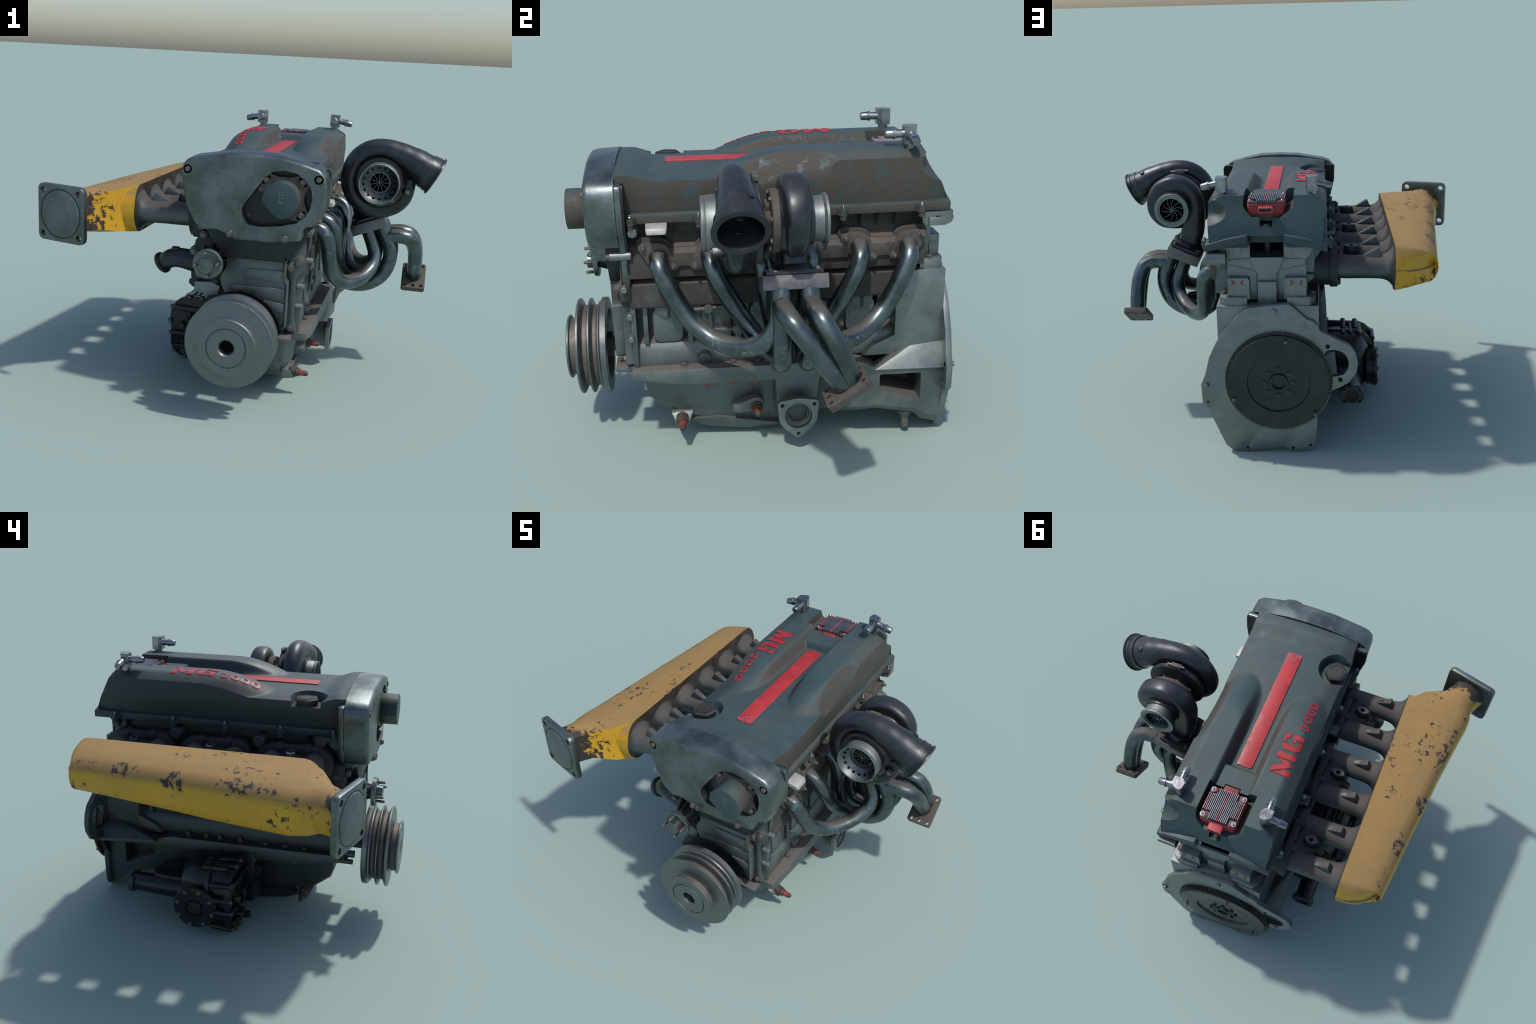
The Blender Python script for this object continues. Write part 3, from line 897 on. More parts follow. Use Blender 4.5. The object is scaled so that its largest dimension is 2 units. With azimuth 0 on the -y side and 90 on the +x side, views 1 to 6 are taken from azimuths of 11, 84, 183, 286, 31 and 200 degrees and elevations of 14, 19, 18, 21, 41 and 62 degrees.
# exhaust port pads joined by a bolted strip
RY = [-0.436, -0.224, -0.012, 0.196, 0.408, 0.620]
for i, y in enumerate(RY):
    s = 1 if i % 2 == 0 else -1
    pts = hull2(circle(y, 0.955, 0.056, 20) + circle(y - s * 0.060, 0.992, 0.022, 10) + circle(y + s * 0.060, 0.905, 0.022, 10))
    prism("port_flange", pts, 'x', 0.335, 0.392, M_RUSTF, head, bevel=0.003)
    pts2 = hull2(circle(y, 0.960, 0.064, 20) + circle(y - s * 0.062, 1.002, 0.026, 10))
    prism("port_pad", pts2, 'x', 0.30, 0.362, M_CAST, head, bevel=0.003)
    bolt((0.392, y - s * 0.060, 0.992), (1, 0, 0), 0.0125, head, BM_NUT)
    bolt((0.392, y + s * 0.060, 0.905), (1, 0, 0), 0.0125, head, BM_NUT)
for a, b in zip(RY, RY[1:]):
    prism("port_bridge", [(0.33, 0.905), (0.33, 0.985), (0.372, 0.982), (0.388, 0.962), (0.388, 0.905)], 'y', a + 0.045, b - 0.045, M_RUSTF, head, bevel=0.002)

# intake ports on the head: stubs and lobed flanges, one per runner pair
IY = [-0.449, -0.237, -0.025, 0.187, 0.399, 0.611]
for c in (-0.343, 0.081, 0.505):
    prism("port_flange", hull2(circle(c - 0.106, 0.955, 0.098, 24) + circle(c + 0.106, 0.955, 0.098, 24) + circle(c, 0.875, 0.03, 10)), 'x', -0.218, -0.259, M_DARK, head, bevel=0.004)
    for d in (-0.106, 0.106):
        prism("port_stub", circle(c + d, 0.957, 0.090, 24), 'x', -0.09, -0.222, M_DARK, head, bevel=0.003)
    prism("port_stub", [(c - 0.106, 0.868), (c - 0.106, 1.03), (c + 0.106, 1.03), (c + 0.106, 0.868)], 'x', -0.09, -0.205, M_DARK, head)
    for d in (-0.072, 0.072):
        cyl("bolt_boss", (-0.22, c + d, 1.043), (-0.266, c + d, 1.043), 0.021, M_DARK, head, ch=0.002)
        bolt((-0.266, c + d, 1.043), (-1, 0, 0), 0.0145, head, BM_DARK)
        cyl("bolt_boss", (-0.22, c + d, 0.868), (-0.260, c + d, 0.868), 0.022, M_DARK, head, ch=0.002)
        bolt((-0.260, c + d, 0.868), (-1, 0, 0), 0.0165, head, BM_DARK)

# ================================================================== ENGINE BLOCK
def mir(pts):
    return pts + [(2 * CX - x, z) for x, z in reversed(pts)]
BSEC = mir([(0.30, 0.826), (0.350, 0.822), (0.357, 0.815), (0.357, 0.716), (0.350, 0.708), (0.262, 0.704), (0.262, 0.548), (0.315, 0.528), (0.330, 0.500), (0.336, 0.425)])
block = prism("engine_block", BSEC, 'y', -0.566, 0.600, M_CAST, bevel=0.003)
# solid end sections
prism("block_end", mir([(0.357, 0.818), (0.357, 0.40)]), 'y', 0.585, 0.803, M_CASTB, block, bevel=0.003)
prism("block_end", mir([(0.352, 0.79), (0.345, 0.42)]), 'y', -0.570, -0.548, M_CAST, block, bevel=0.003)
for s in (1, -1):
    hull("head_ear", [(CX + s * a, y, z) for z in (0.80, 0.862) for a, y in ((0.10, 0.69), (0.10, 0.797), (0.215, 0.797), (0.243, 0.775), (0.243, 0.69))], M_CASTB, block, bevel=0.004)
    bolt((CX + s * 0.226, 0.735, 0.862), (0, 0, 1), 0.013, block)
    # water-jacket bulges and webs
    bm = bmesh.new()
    for y in (-0.415, -0.203, 0.009, 0.221, 0.433):
        x0 = CX + s * 0.15
        bm_prism(bm, rrect(y, 0.612, 0.130, 0.160, 0.03, 4), 'x', x0, CX + s * 0.226)
    finish("jacket_panel", bm, M_CAST, block, bevel=0.008)
    bm = bmesh.new()
    for y in (-0.415, 0.009, 0.433) if s > 0 else ():
        bm_prism(bm, circle(y, 0.71, 0.055, 20), 'x', CX + s * 0.15, CX + s * 0.240)
    if s > 0:
        finish("jacket_boss", bm, M_CAST, block, bevel=0.004)
    bm = bmesh.new()
    for y in (-0.51, -0.32, -0.108, 0.104, 0.316, 0.52):
        bm_prism(bm, [(CX + s * 0.15, 0.53), (CX + s * 0.236, 0.53), (CX + s * 0.222, 0.71), (CX + s * 0.15, 0.71)], 'y', y - 0.010, y + 0.010)
    finish("web", bm, M_CAST, block, bevel=0.002)
# arrow marks cast on two bosses
for y in (-0.408, 0.437):
    prism("cast_arrow", [(y - 0.006, 0.655), (y - 0.006, 0.695), (y - 0.012, 0.695), (y, 0.712), (y + 0.012, 0.695), (y + 0.006, 0.695), (y + 0.006, 0.655)], 'x', CX + 0.236, CX + 0.243, M_BOLTD, block, bevel=0.001)
# strut lattice with round nodes
bm = bmesh.new()
for (a, b) in (((0.348, -0.280, 0.690), (0.348, -0.200, 0.695)), ((0.348, -0.235, 0.690), (0.348, -0.225, 0.595)), ((0.348, -0.225, 0.590), (0.348, -0.115, 0.588)), ((0.348, -0.30, 0.690), (0.348, -0.24, 0.690)), ((0.348, -0.118, 0.588), (0.348, -0.118, 0.52))):
    bm_cyl(bm, a, b, 0.0085, 10)
for p in ((0.34, -0.238, 0.692), (0.34, -0.118, 0.588)):
    bm_cyl(bm, (0.30, p[1], p[2]), (0.362, p[1], p[2]), 0.020, 16, ch=0.002)
for p in ((-0.34, -0.24, 0.46),):
    pass
finish("oil_gallery_strut", bm, M_CAST, block)
bm = bmesh.new()
bm_cyl(bm, (-0.160, -0.27, 0.565), (-0.160, -0.37, 0.560), 0.0085, 10)
for y in (-0.27, -0.37):
    bm_cyl(bm, (-0.10, y, 0.562), (-0.172, y, 0.562), 0.019, 16, ch=0.002)
finish("oil_gallery_strut", bm, M_CAST, block)
cyl("freeze_plug", (0.28, -0.262, 0.474), (0.352, -0.262, 0.450), 0.031, M_CAST, block, ch=0.003)
# oil-pan rail on both sides
for s in (1, -1):
    def rx(t):
        return CX + s * t
    outer = [(-0.578, 0.292), (0.375, 0.305), (0.44, 0.30)]
    bm = bmesh.new()
    lo, hi = [], []
    prof_y = [(-0.580, 0.388, 0.290), (-0.53, 0.386, 0.292), (-0.41, 0.363, 0.295), (-0.30, 0.355, 0.298), (0.20, 0.355, 0.305), (0.375, 0.357, 0.308), (0.44, 0.357, 0.306), (0.50, 0.357, 0.303), (0.80, 0.357, 0.310)]
    secs = []
    for y, zb, hw in prof_y:
        zt = 0.428 if y < 0.42 else 0.372
        if 0.42 < y < 0.46:
            zt = 0.41
        secs.append([bm.verts.new(p) for p in ((rx(0.19), y, zt), (rx(hw), y, zt), (rx(hw + 0.002), y, zb), (rx(0.19), y, zb))])
    for A, B in zip(secs, secs[1:]):
        for k in range(4):
            bm.faces.new((A[k], A[(k + 1) % 4], B[(k + 1) % 4], B[k]))
    bm.faces.new(secs[0])
    bm.faces.new(list(reversed(secs[-1])))
    finish("pan_rail", bm, M_CASTB if s < 0 else M_CAST, block, bevel=0.003)
    # flared wing running back to the bell housing
    if s > 0:
        hull("bell_wing", [(0.352, 0.67, 0.466), (0.352, 0.803, 0.480), (0.425, 0.803, 0.372), (0.409, 0.490, 0.372), (0.35, 0.45, 0.372), (0.35, 0.60, 0.40), (0.35, 0.803, 0.372)], M_CASTB, block, bevel=0.003)
    else:
        hull("bell_wing", [(-0.160, 0.686, 0.464), (-0.160, 0.803, 0.475), (-0.258, 0.803, 0.390), (-0.260, 0.803, 0.372), (-0.246, 0.452, 0.410), (-0.248, 0.468, 0.385), (-0.160, 0.47, 0.375), (-0.160, 0.803, 0.372), (-0.160, 0.45, 0.40)], M_CASTB, block, bevel=0.003)
    prism("block_ramp", [(0.63, 0.703), (0.587, 0.703), (0.587, 0.515), (0.487, 0.468), (0.44, 0.42), (0.63, 0.42)], 'x', CX + s * 0.12, CX + s * 0.2575, M_CASTB, block, bevel=0.003)
    for y in ((-0.354, -0.138, -0.03) if s > 0 else (0.29, 0.18, 0.10, -0.02, -0.165, -0.275, -0.385)):
        bolt((CX + s * 0.252, y, 0.428), (0, 0, 1), 0.0125, block, BM_STD if (s > 0 or y < -0.1) else BM_NUT)
    for y in ((-0.53, -0.455, -0.355, -0.255, -0.148, -0.035, 0.545) if s > 0 else (-0.50, -0.43, -0.33, -0.22, -0.10, 0.46, 0.545)):
        zb = lerp_table([(p[0], p[1]) for p in prof_y], y)
        r = 0.008 if y < -0.4 else 0.0125
        bolt((CX + s * 0.262, y, zb), (0, 0, -1), r, block, BM_NUT)
        if s > 0 and -0.3 < y < 0:
            cyl("red_nut", (CX + s * 0.262, y, zb - 0.004), (CX + s * 0.262, y, zb - 0.024), r * 1.08, M_SENSRED, block, seg=6)

# front plate with stepped ribs (lower timing case)
front = [(-0.028, 0.83), (-0.031, 0.746), (-0.05, 0.715), (-0.060, 0.688), (-0.052, 0.650), (-0.035, 0.620)]
for k in range(9):
    a = math.radians(112 - 92 * k / 8)
    front.append((KX + 0.215 * math.cos(a), KZ + 0.215 * math.sin(a)))
front += [(0.262, 0.450), (0.284, 0.476), (0.276, 0.690), (0.262, 0.715), (0.264, 0.83)]
fcase = prism("front_case", front, 'y', -0.634, -0.560, M_CAST, bevel=0.004)
prism("case_rib", [(0.080, 0.83), (0.080, 0.790), (0.262, 0.788), (0.262, 0.83)], 'y', -0.640, -0.62, M_CAST, fcase, bevel=0.003)
prism("case_rib", [(0.076, 0.755), (0.060, 0.702), (0.274, 0.700), (0.274, 0.735), (0.262, 0.757)], 'y', -0.644, -0.62, M_CAST, fcase, bevel=0.003)
prism("case_rib", [(0.02, 0.665), (-0.01, 0.645), (0.09, 0.628), (0.18, 0.592), (0.276, 0.612), (0.276, 0.668)], 'y', -0.641, -0.62, M_CAST, fcase, bevel=0.003)
prism("case_rib", [(0.170, 0.598), (0.232, 0.548), (0.276, 0.545), (0.276, 0.592)], 'y', -0.646, -0.62, M_CAST, fcase, bevel=0.003)
prism("case_seal", [(KX + 0.236 * math.cos(PI * k / 24), KZ + 0.236 * math.sin(PI * k / 24)) for k in range(25)], 'y', -0.612, -0.55, M_DARK, fcase)  # dark half disc modelled as the shadow band above the pulley
prism("case_lip", [(0.265, 0.46), (0.272, 0.455), (0.290, 0.470), (0.290, 0.70), (0.276, 0.722), (0.276, 0.83), (0.266, 0.83), (0.266, 0.716), (0.280, 0.692), (0.280, 0.478)], 'y', -0.650, -0.60, M_CAST, fcase, bevel=0.002)
prism("case_bracket", [(0.278, 0.825), (0.345, 0.838), (0.366, 0.822), (0.368, 0.752), (0.332, 0.730), (0.322, 0.700), (0.322, 0.500), (0.336, 0.440), (0.296, 0.436), (0.285, 0.470), (0.296, 0.70), (0.279, 0.735)], 'y', -0.606, -0.562, M_CAST, fcase, bevel=0.004)
for x, z in ((0.294, 0.774), (0.335, 0.803)):
    cyl("bolt_boss", (x, -0.59, z), (x, -0.611, z), 0.024, M_CAST, fcase, ch=0.003)
    bolt((x, -0.611, z), (0, -1, 0), 0.0165, fcase)
cyl("bolt_boss", (0.306, -0.56, 0.459), (0.306, -0.604, 0.459), 0.022, M_CAST, fcase, ch=0.003)
bolt((0.306, -0.604, 0.459), (0, -1, 0), 0.0135, fcase)
hull("case_foot", [(x, y, z) for x in (0.19, 0.317) for y, z in ((-0.655, 0.397), (-0.655, 0.415), (-0.57, 0.425), (-0.57, 0.39))], M_CAST, fcase, bevel=0.004)
hull("case_wedge", [(0.279, -0.562, 0.955), (0.372, -0.562, 0.955), (0.376, -0.575, 0.95), (0.352, -0.60, 0.93), (0.268, -0.60, 0.82), (0.372, -0.562, 0.78), (0.362, -0.60, 0.81), (0.28, -0.60, 0.80)], M_CAST, fcase, bevel=0.003)
# small side pins on the bracket edge
for y, z, x in ((-0.585, 0.812, 0.36), (-0.573, 0.672, 0.322), (-0.573, 0.566, 0.322)):
    cyl("locating_pin", (x, y, z), (x + 0.038, y, z), 0.016, M_CASTB, fcase, r1=0.0135, ch=0.002, seg=14)
for x, z in ((-0.02, 0.42), (-0.135, 0.40), (-0.17, 0.45)):
    cyl("bolt_boss", (x, -0.55, z), (x, -0.62, z), 0.020, M_CAST, fcase)
cyl("bolt_boss", (-0.155, -0.55, 0.435), (-0.155, -0.660, 0.435), 0.020, M_CASTB, fcase)
cyl("bolt_boss", (-0.175, -0.55, 0.398), (-0.175, -0.655, 0.398), 0.014, M_CASTB, fcase)

# ================================================================== CRANK PULLEY
py0 = -0.883
def H(y):
    return y - py0      # distance behind front face
prof = [(0.045, 0), (0.045, 0.034), (0.008, 0.036), (0.0, 0.043), (0.0, 0.094), (0.006, 0.0965), (0.006, 0.100), (0.0, 0.1025), (0.0, 0.143), (0.004, 0.147), (0.010, 0.147), (0.016, 0.140)]
prof += [(0.042, 0.138), (0.050, 0.150), (0.050, 0.216), (0.053, 0.222), (0.060, 0.222), (0.064, 0.217)]
pul = revolve("crank_pulley", [(0.0451, 0), (0.045, 0.034), (0.008, 0.036), (0.0, 0.043), (0.0, 0.094), (0.006, 0.0965), (0.006, 0.100), (0.0, 0.1025), (0.0, 0.143), (0.004, 0.147), (0.009, 0.147), (0.013, 0.141), (0.0135, 0.132),
              (0.040, 0.132), (0.050, 0.150), (0.050, 0.217), (0.053, 0.222), (0.061, 0.222), (0.066, 0.216), (0.078, 0.188), (0.095, 0.188), (0.101, 0.214), (0.104, 0.221), (0.110, 0.221), (0.114, 0.214), (0.124, 0.188), (0.138, 0.188), (0.146, 0.205), (0.152, 0.207),
              (0.156, 0.214), (0.160, 0.222), (0.184, 0.222), (0.187, 0.219), (0.187, 0.17), (0.15, 0.165), (0.15, 0)], (KX, py0, KZ), (0, 1, 0), M_PULL, seg=64, angle=30)
bm = bmesh.new()
for h0, h1, r in ((0.078, 0.096, 0.1885), (0.1235, 0.1385, 0.1885), (0.0136, 0.040, 0.1325)):
    bm_revolve(bm, [(h0, r - 0.02), (h0, r), (h1, r), (h1, r - 0.02)], (KX, py0, KZ), (0, 1, 0), 64)
finish("belt_groove", bm, M_GROOVE, pul)
cyl("crank_nose", (KX, py0 + 0.046, KZ), (KX, -0.55, KZ), 0.033, M_RUSTF, pul, seg=24)
cyl("crank_hub", (KX, py0 + 0.14, KZ), (KX, py0 + 0.20, KZ), 0.06, M_BOLTD, pul, seg=24)
cyl("hub_bore", (KX, py0 + 0.040, KZ), (KX, py0 + 0.047, KZ), 0.0335, M_VOID, pul, seg=24)

# ================================================================== WATER PUMP
wp = hull("water_pump", [(x, y, z) for y in (-0.60, -0.50) for x, z in ((-0.215, 0.80), (-0.205, 0.86), (-0.175, 0.90), (-0.13, 0.91), (-0.06, 0.86), (-0.035, 0.70), (-0.06, 0.61), (-0.13, 0.592), (-0.198, 0.605), (-0.20, 0.68))], M_DARK, bevel=0.012)
prism("pump_block", [(-0.198, 0.602), (-0.192, 0.655), (-0.11, 0.66), (-0.06, 0.64), (-0.07, 0.596), (-0.11, 0.590)], 'y', -0.625, -0.55, M_CASTB, wp, bevel=0.004)
cyl("pump_snout", (-0.10, -0.59, 0.783), (-0.098, -0.735, 0.785), 0.058, M_DARK, wp, r1=0.034, seg=24)
bm = bmesh.new()
for k in range(8):
    a = 2 * PI * k / 8
    d = V((math.cos(a), 0, math.sin(a)))
    bm_hull(bm, [V((-0.1, -0.58, 0.784)) + d * 0.085 + V((-d.z, 0, d.x)) * 0.005 * s for s in (-1, 1)] + [V((-0.1, -0.73, 0.784)) + d * 0.036 + V((-d.z, 0, d.x)) * 0.005 * s for s in (-1, 1)] + [V((-0.1, -0.58, 0.784)), V((-0.1, -0.73, 0.784))])
finish("pump_rib", bm, M_DARK, wp)
hub = revolve("pump_hub", [(0, 0), (0, 0.034), (0.022, 0.036), (0.030, 0.036), (0.032, 0.064), (0.030, 0.070), (0.034, 0.0755), (0.052, 0.0755), (0.054, 0.072), (0.054, 0)], (-0.095, -0.784, 0.784), (0, 1, 0), M_COVER, wp, seg=40)
for k in range(4):
    a = math.radians(8 + 90 * k)
    p = V((-0.096 + 0.057 * math.cos(a), -0.750, 0.785 + 0.057 * math.sin(a)))
    revolve("hub_stud", [(0, 0), (0, 0.006), (0.010, 0.006), (0.014, 0.0078), (0.040, 0.0078), (0.046, 0.005), (0.046, 0)], p, (0, -1, 0), M_BOLT, wp, seg=12)
for x, z, y in ((-0.158, 0.896, -0.625), (-0.208, 0.806, -0.62), (-0.175, 0.690, -0.625), (-0.096, 0.648, -0.618)):
    cyl("bolt_boss", (x, -0.52, z), (x, y + 0.018, z), 0.024, M_DARK, wp, ch=0.003)
    bolt((x, y + 0.018, z), (0, -1, 0), 0.0155, wp, BM_STD)
bm = bmesh.new()
bm_tube(bm, [(-0.14, -0.53, 0.735, 0.058), (-0.22, -0.53, 0.735, 0.056), (-0.29, -0.525, 0.742, 0.052), (-0.345, -0.51, 0.735, 0.050), (-0.392, -0.49, 0.708, 0.046), (-0.408, -0.484, 0.697, 0.045)], 0.05, 22, 4)
pipe = finish("pump_outlet", bm, M_TURBO, wp, angle=40)
dirn = V((-0.80, 0.22, -0.56)).normalized()
revolve("outlet_lip", [(0.0, 0), (0.0, 0.048), (0.006, 0.058), (0.016, 0.058), (0.020, 0.052), (0.020, 0.040), (0.012, 0.038), (0.012, 0)], V((-0.402, -0.486, 0.702)), dirn, M_BOLTD, wp, seg=28)
hull("pump_cap", [(-0.33 + a * 0.018, -0.52 + b * 0.018, z) for a in (-1, 1) for b in (-1, 1) for z in (0.77, 0.797)], M_TURBO, wp, bevel=0.003)
for z, y in ((0.895, -0.56), (0.632, -0.56)):
    bolt((-0.222, y, z), (-1, 0, 0), 0.016, wp, BM_DARK)
prism("pump_ear", hull2(circle(-0.56, 0.90, 0.03, 12) + [(-0.52, 0.86), (-0.60, 0.95), (-0.53, 0.96)]), 'x', -0.222, -0.13, M_DARK, wp, bevel=0.004)
prism("pump_ear", hull2(circle(-0.56, 0.632, 0.026, 12) + [(-0.52, 0.66), (-0.60, 0.70)]), 'x', -0.222, -0.13, M_DARK, wp, bevel=0.004)

# ================================================================== OIL PAN
bm = bmesh.new()
#        y      z_bottom  half width top, half width bottom
PAN = [(-0.540, 0.330, 0.150, 0.120), (-0.532, 0.265, 0.176, 0.150), (-0.515, 0.215, 0.182, 0.158), (-0.463, 0.176, 0.190, 0.160), (-0.40, 0.130, 0.195, 0.160), (-0.337, 0.088, 0.198, 0.158), (-0.25, 0.056, 0.203, 0.155), (-0.15, 0.036, 0.210, 0.150),
       (-0.05, 0.024, 0.215, 0.145), (0.08, 0.022, 0.220, 0.145), (0.20, 0.050, 0.235, 0.160), (0.30, 0.110, 0.255, 0.215), (0.40, 0.146, 0.290, 0.285), (0.50, 0.160, 0.302, 0.300), (0.60, 0.142, 0.306, 0.304), (0.685, 0.122, 0.308, 0.300), (0.72, 0.080, 0.308, 0.285), (0.805, 0.045, 0.308, 0.265)]
secs = []
for y, zb, ht, hb in PAN:
    zm = zb + (0.372 - zb) * 0.16
    left = -1 if True else 0
    def ww(v, s):
        # the pan's intake side stays inside the bell outline
        return CX + (v if s > 0 else -min(v, 0.222))
    P_ = [(ww(ht, -1), 0.372), (ww(hb + 0.006, -1), zm), (ww(hb - 0.03, -1), zb), (ww(hb - 0.03, 1), zb), (ww(hb + 0.006, 1), zm), (ww(ht, 1), 0.372)]
    secs.append([bm.verts.new((x, y, z)) for x, z in P_])
for A, B in zip(secs, secs[1:]):
    for k in range(6):
        bm.faces.new((A[k], A[(k + 1) % 6], B[(k + 1) % 6], B[k]))
bm.faces.new(secs[0])
bm.faces.new(list(reversed(secs[-1])))
pan = finish("oil_pan", bm, M_CAST, angle=24)
pc = []
pc.append(prism("c", round_poly([(0.512, 0.268), (0.512, 0.345), (0.70, 0.345), (0.70, 0.205), (0.605, 0.238)], 0.012), 'x', 0.20, 0.60, None))
pc.append(prism("c", round_poly([(0.512, 0.260), (0.512, 0.335), (0.70, 0.335), (0.70, 0.175), (0.605, 0.228)], 0.012), 'x', -0.40, -0.03, None))
cut(pan, pc, angle=24)
# thicker toe at the lower edge
hull("pan_plate", [(CX + s * a, y, z) for s in (1, -1) for a, y, z in ((0.176, -0.33, 0.112), (0.178, -0.21, 0.118), (0.165, -0.07, 0.052), (0.165, 0.10, 0.050), (0.13, 0.10, 0.0165), (0.13, -0.07, 0.0185), (0.145, -0.25, 0.052), (0.15, -0.33, 0.082))], M_CAST, pan)
# oil-return boss with three-bolt flange
hull("drain_boss", [(0.20, 0.022, 0.345), (0.20, 0.275, 0.345), (0.20, 0.04, 0.10), (0.20, 0.25, 0.10), (0.345, 0.045, 0.345), (0.345, 0.255, 0.345), (0.36, 0.055, 0.21), (0.36, 0.235, 0.21), (0.33, 0.10, 0.10), (0.33, 0.20, 0.10)], M_CAST, pan, bevel=0.010)
neck = cyl("drain_neck", (0.30, 0.138, 0.188), (0.430, 0.138, 0.188), 0.060, M_CAST, pan, r1=0.078, seg=28)
cut(neck, [cyl("c", (0.385, 0.138, 0.190), (0.50, 0.138, 0.190), 0.061, None, seg=28)])
tri = []
for a in (142, 38, 270):
    tri += circle(0.138 + 0.094 * math.cos(math.radians(a)), 0.190 + 0.094 * math.sin(math.radians(a)), 0.018, 10)
tri += circle(0.138, 0.190, 0.088, 24)
fl3 = prism("drain_flange", hull2(tri), 'x', 0.418, 0.444, M_CASTB, pan, bevel=0.003)
cs = [cyl("c", (0.39, 0.138, 0.190), (0.50, 0.138, 0.190), 0.062, None, seg=28)]
for a in (142, 38, 270):
    y, z = 0.138 + 0.090 * math.cos(math.radians(a)), 0.190 + 0.090 * math.sin(math.radians(a))
    cs.append(cyl("c", (0.39, y, z), (0.50, y, z), 0.0095, None, seg=10))
cut(fl3, cs)
revolve("drain_ring", [(0.000, 0.0618), (0.000, 0.057), (-0.006, 0.050), (-0.003, 0.0455), (-0.006, 0.042), (-0.030, 0.041), (-0.034, 0.038), (-0.036, 0.0), (-0.044, 0.0), (-0.044, 0.0618), (0.0, 0.0618)], (0.430, 0.138, 0.190), (1, 0, 0), M_CAST, pan, seg=32)
# senders
def sender(p, d, r=0.028):
    p, d = V(p), V(d).normalized()
    revolve("sender", [(-0.02, 0), (-0.02, r), (0.008, r), (0.009, r * 0.9), (0.014, r * 0.95), (0.016, r * 0.82), (0.030, r * 0.78), (0.031, r * 0.58), (0.06, r * 0.52), (0.074, r * 0.40), (0.078, r * 0.18), (0.074, 0)], p, d, M_SENS, pan, seg=14)
    if d.x > 0:
      revolve("sender_band", [(0.036, r * 0.3), (0.036, r * 0.6), (0.058, r * 0.55), (0.058, r * 0.3)], p, d, M_SENSRED, pan, seg=8)
def sender_pad(s):
    hull("sender_pad", [(CX + s * a, y, z) for a, y, z in ((0.15, -0.425, 0.165), (0.15, -0.325, 0.172), (0.15, -0.39, 0.09), (0.15, -0.35, 0.09), (0.183, -0.425, 0.156), (0.183, -0.325, 0.160), (0.222, -0.398, 0.108), (0.222, -0.352, 0.108), (0.215, -0.375, 0.098))], M_CASTB, pan, bevel=0.003)
    sender((CX + s * 0.212, -0.376, 0.135), (s * 1, 0, -0.08), 0.029)
sender_pad(1)
sender_pad(-1)
prism("sender_pad", hull2(circle(-0.036, 0.196, 0.034, 16) + circle(-0.125, 0.178, 0.022, 12)), 'x', 0.22, 0.325, M_CAST, pan, bevel=0.004)
sender((0.322, -0.036, 0.185), (1, 0, -0.05), 0.028)
revolve("drain_plug", [(-0.06, 0), (-0.06, 0.038), (0.0, 0.036), (0.002, 0.040), (0.010, 0.040), (0.012, 0.028), (0.03, 0.026), (0.031, 0.020), (0.075, 0.017), (0.082, 0.010), (0.082, 0)], (0.318, 0.655, 0.110), (0.25, 0.0, -1), M_BOLT, pan, seg=14)

# ================================================================== BELL HOUSING PLATE
BELL = [(0.362, 0.631), (0.340, 0.669), (0.229, 0.800), (0.200, 0.816), (0.018, 0.835), (-0.016, 0.833), (-0.036, 0.820), (-0.106, 0.752), (-0.135, 0.746), (-0.151, 0.726), (-0.164, 0.693), (-0.268, 0.639), (-0.317, 0.612), (-0.347, 0.567), (-0.360, 0.514), (-0.354, 0.464), (-0.317, 0.405), (-0.268, 0.375), (-0.228, 0.358), (-0.158, 0.328),
        (-0.151, 0.194), (-0.145, 0.068), (-0.135, 0.035), (-0.112, 0.016), (-0.050, 0.001), (-0.010, 0.003), (0.028, 0.026), (0.19, 0.003), (0.245, 0.0), (0.300, 0.008), (0.335, 0.038), (0.405, 0.210), (0.419, 0.252), (0.450, 0.280), (0.453, 0.390), (0.430, 0.445), (0.405, 0.542)]
bell = prism("bell_housing", BELL, 'y', 0.800, 0.829, M_CASTB, bevel=0.004)
LOOP = [(-0.185, 0.560), (-0.200, 0.583), (-0.236, 0.589), (-0.279, 0.577), (-0.302, 0.552), (-0.313, 0.520), (-0.311, 0.485), (-0.290, 0.452), (-0.252, 0.440), (-0.20, 0.440), (-0.185, 0.47)]
cs = [prism("c", LOOP, 'y', 0.70, 0.90, None)]
for x, z, r in ((-0.204, 0.606, 0.013), (-0.268, 0.421, 0.014), (0.420, 0.293, 0.008), (0.219, 0.023, 0.0095), (-0.021, 0.022, 0.0095), (-0.112, 0.041, 0.008)):
    cs.append(cyl("c", (x, 0.70, z), (x, 0.90, z), r, None, seg=10))
cut(bell, cs)
prism("loop_backing", circle(-0.02, 0.50, 0.17, 24), 'y', 0.795, 0.802, M_CASTB, bell)
for x, z in ((0.063, 0.800), (0.4255, 0.388)):
    cyl("dowel", (x, 0.80, z), (x, 0.842, z), 0.0125, M_CASTB, bell, ch=0.002)

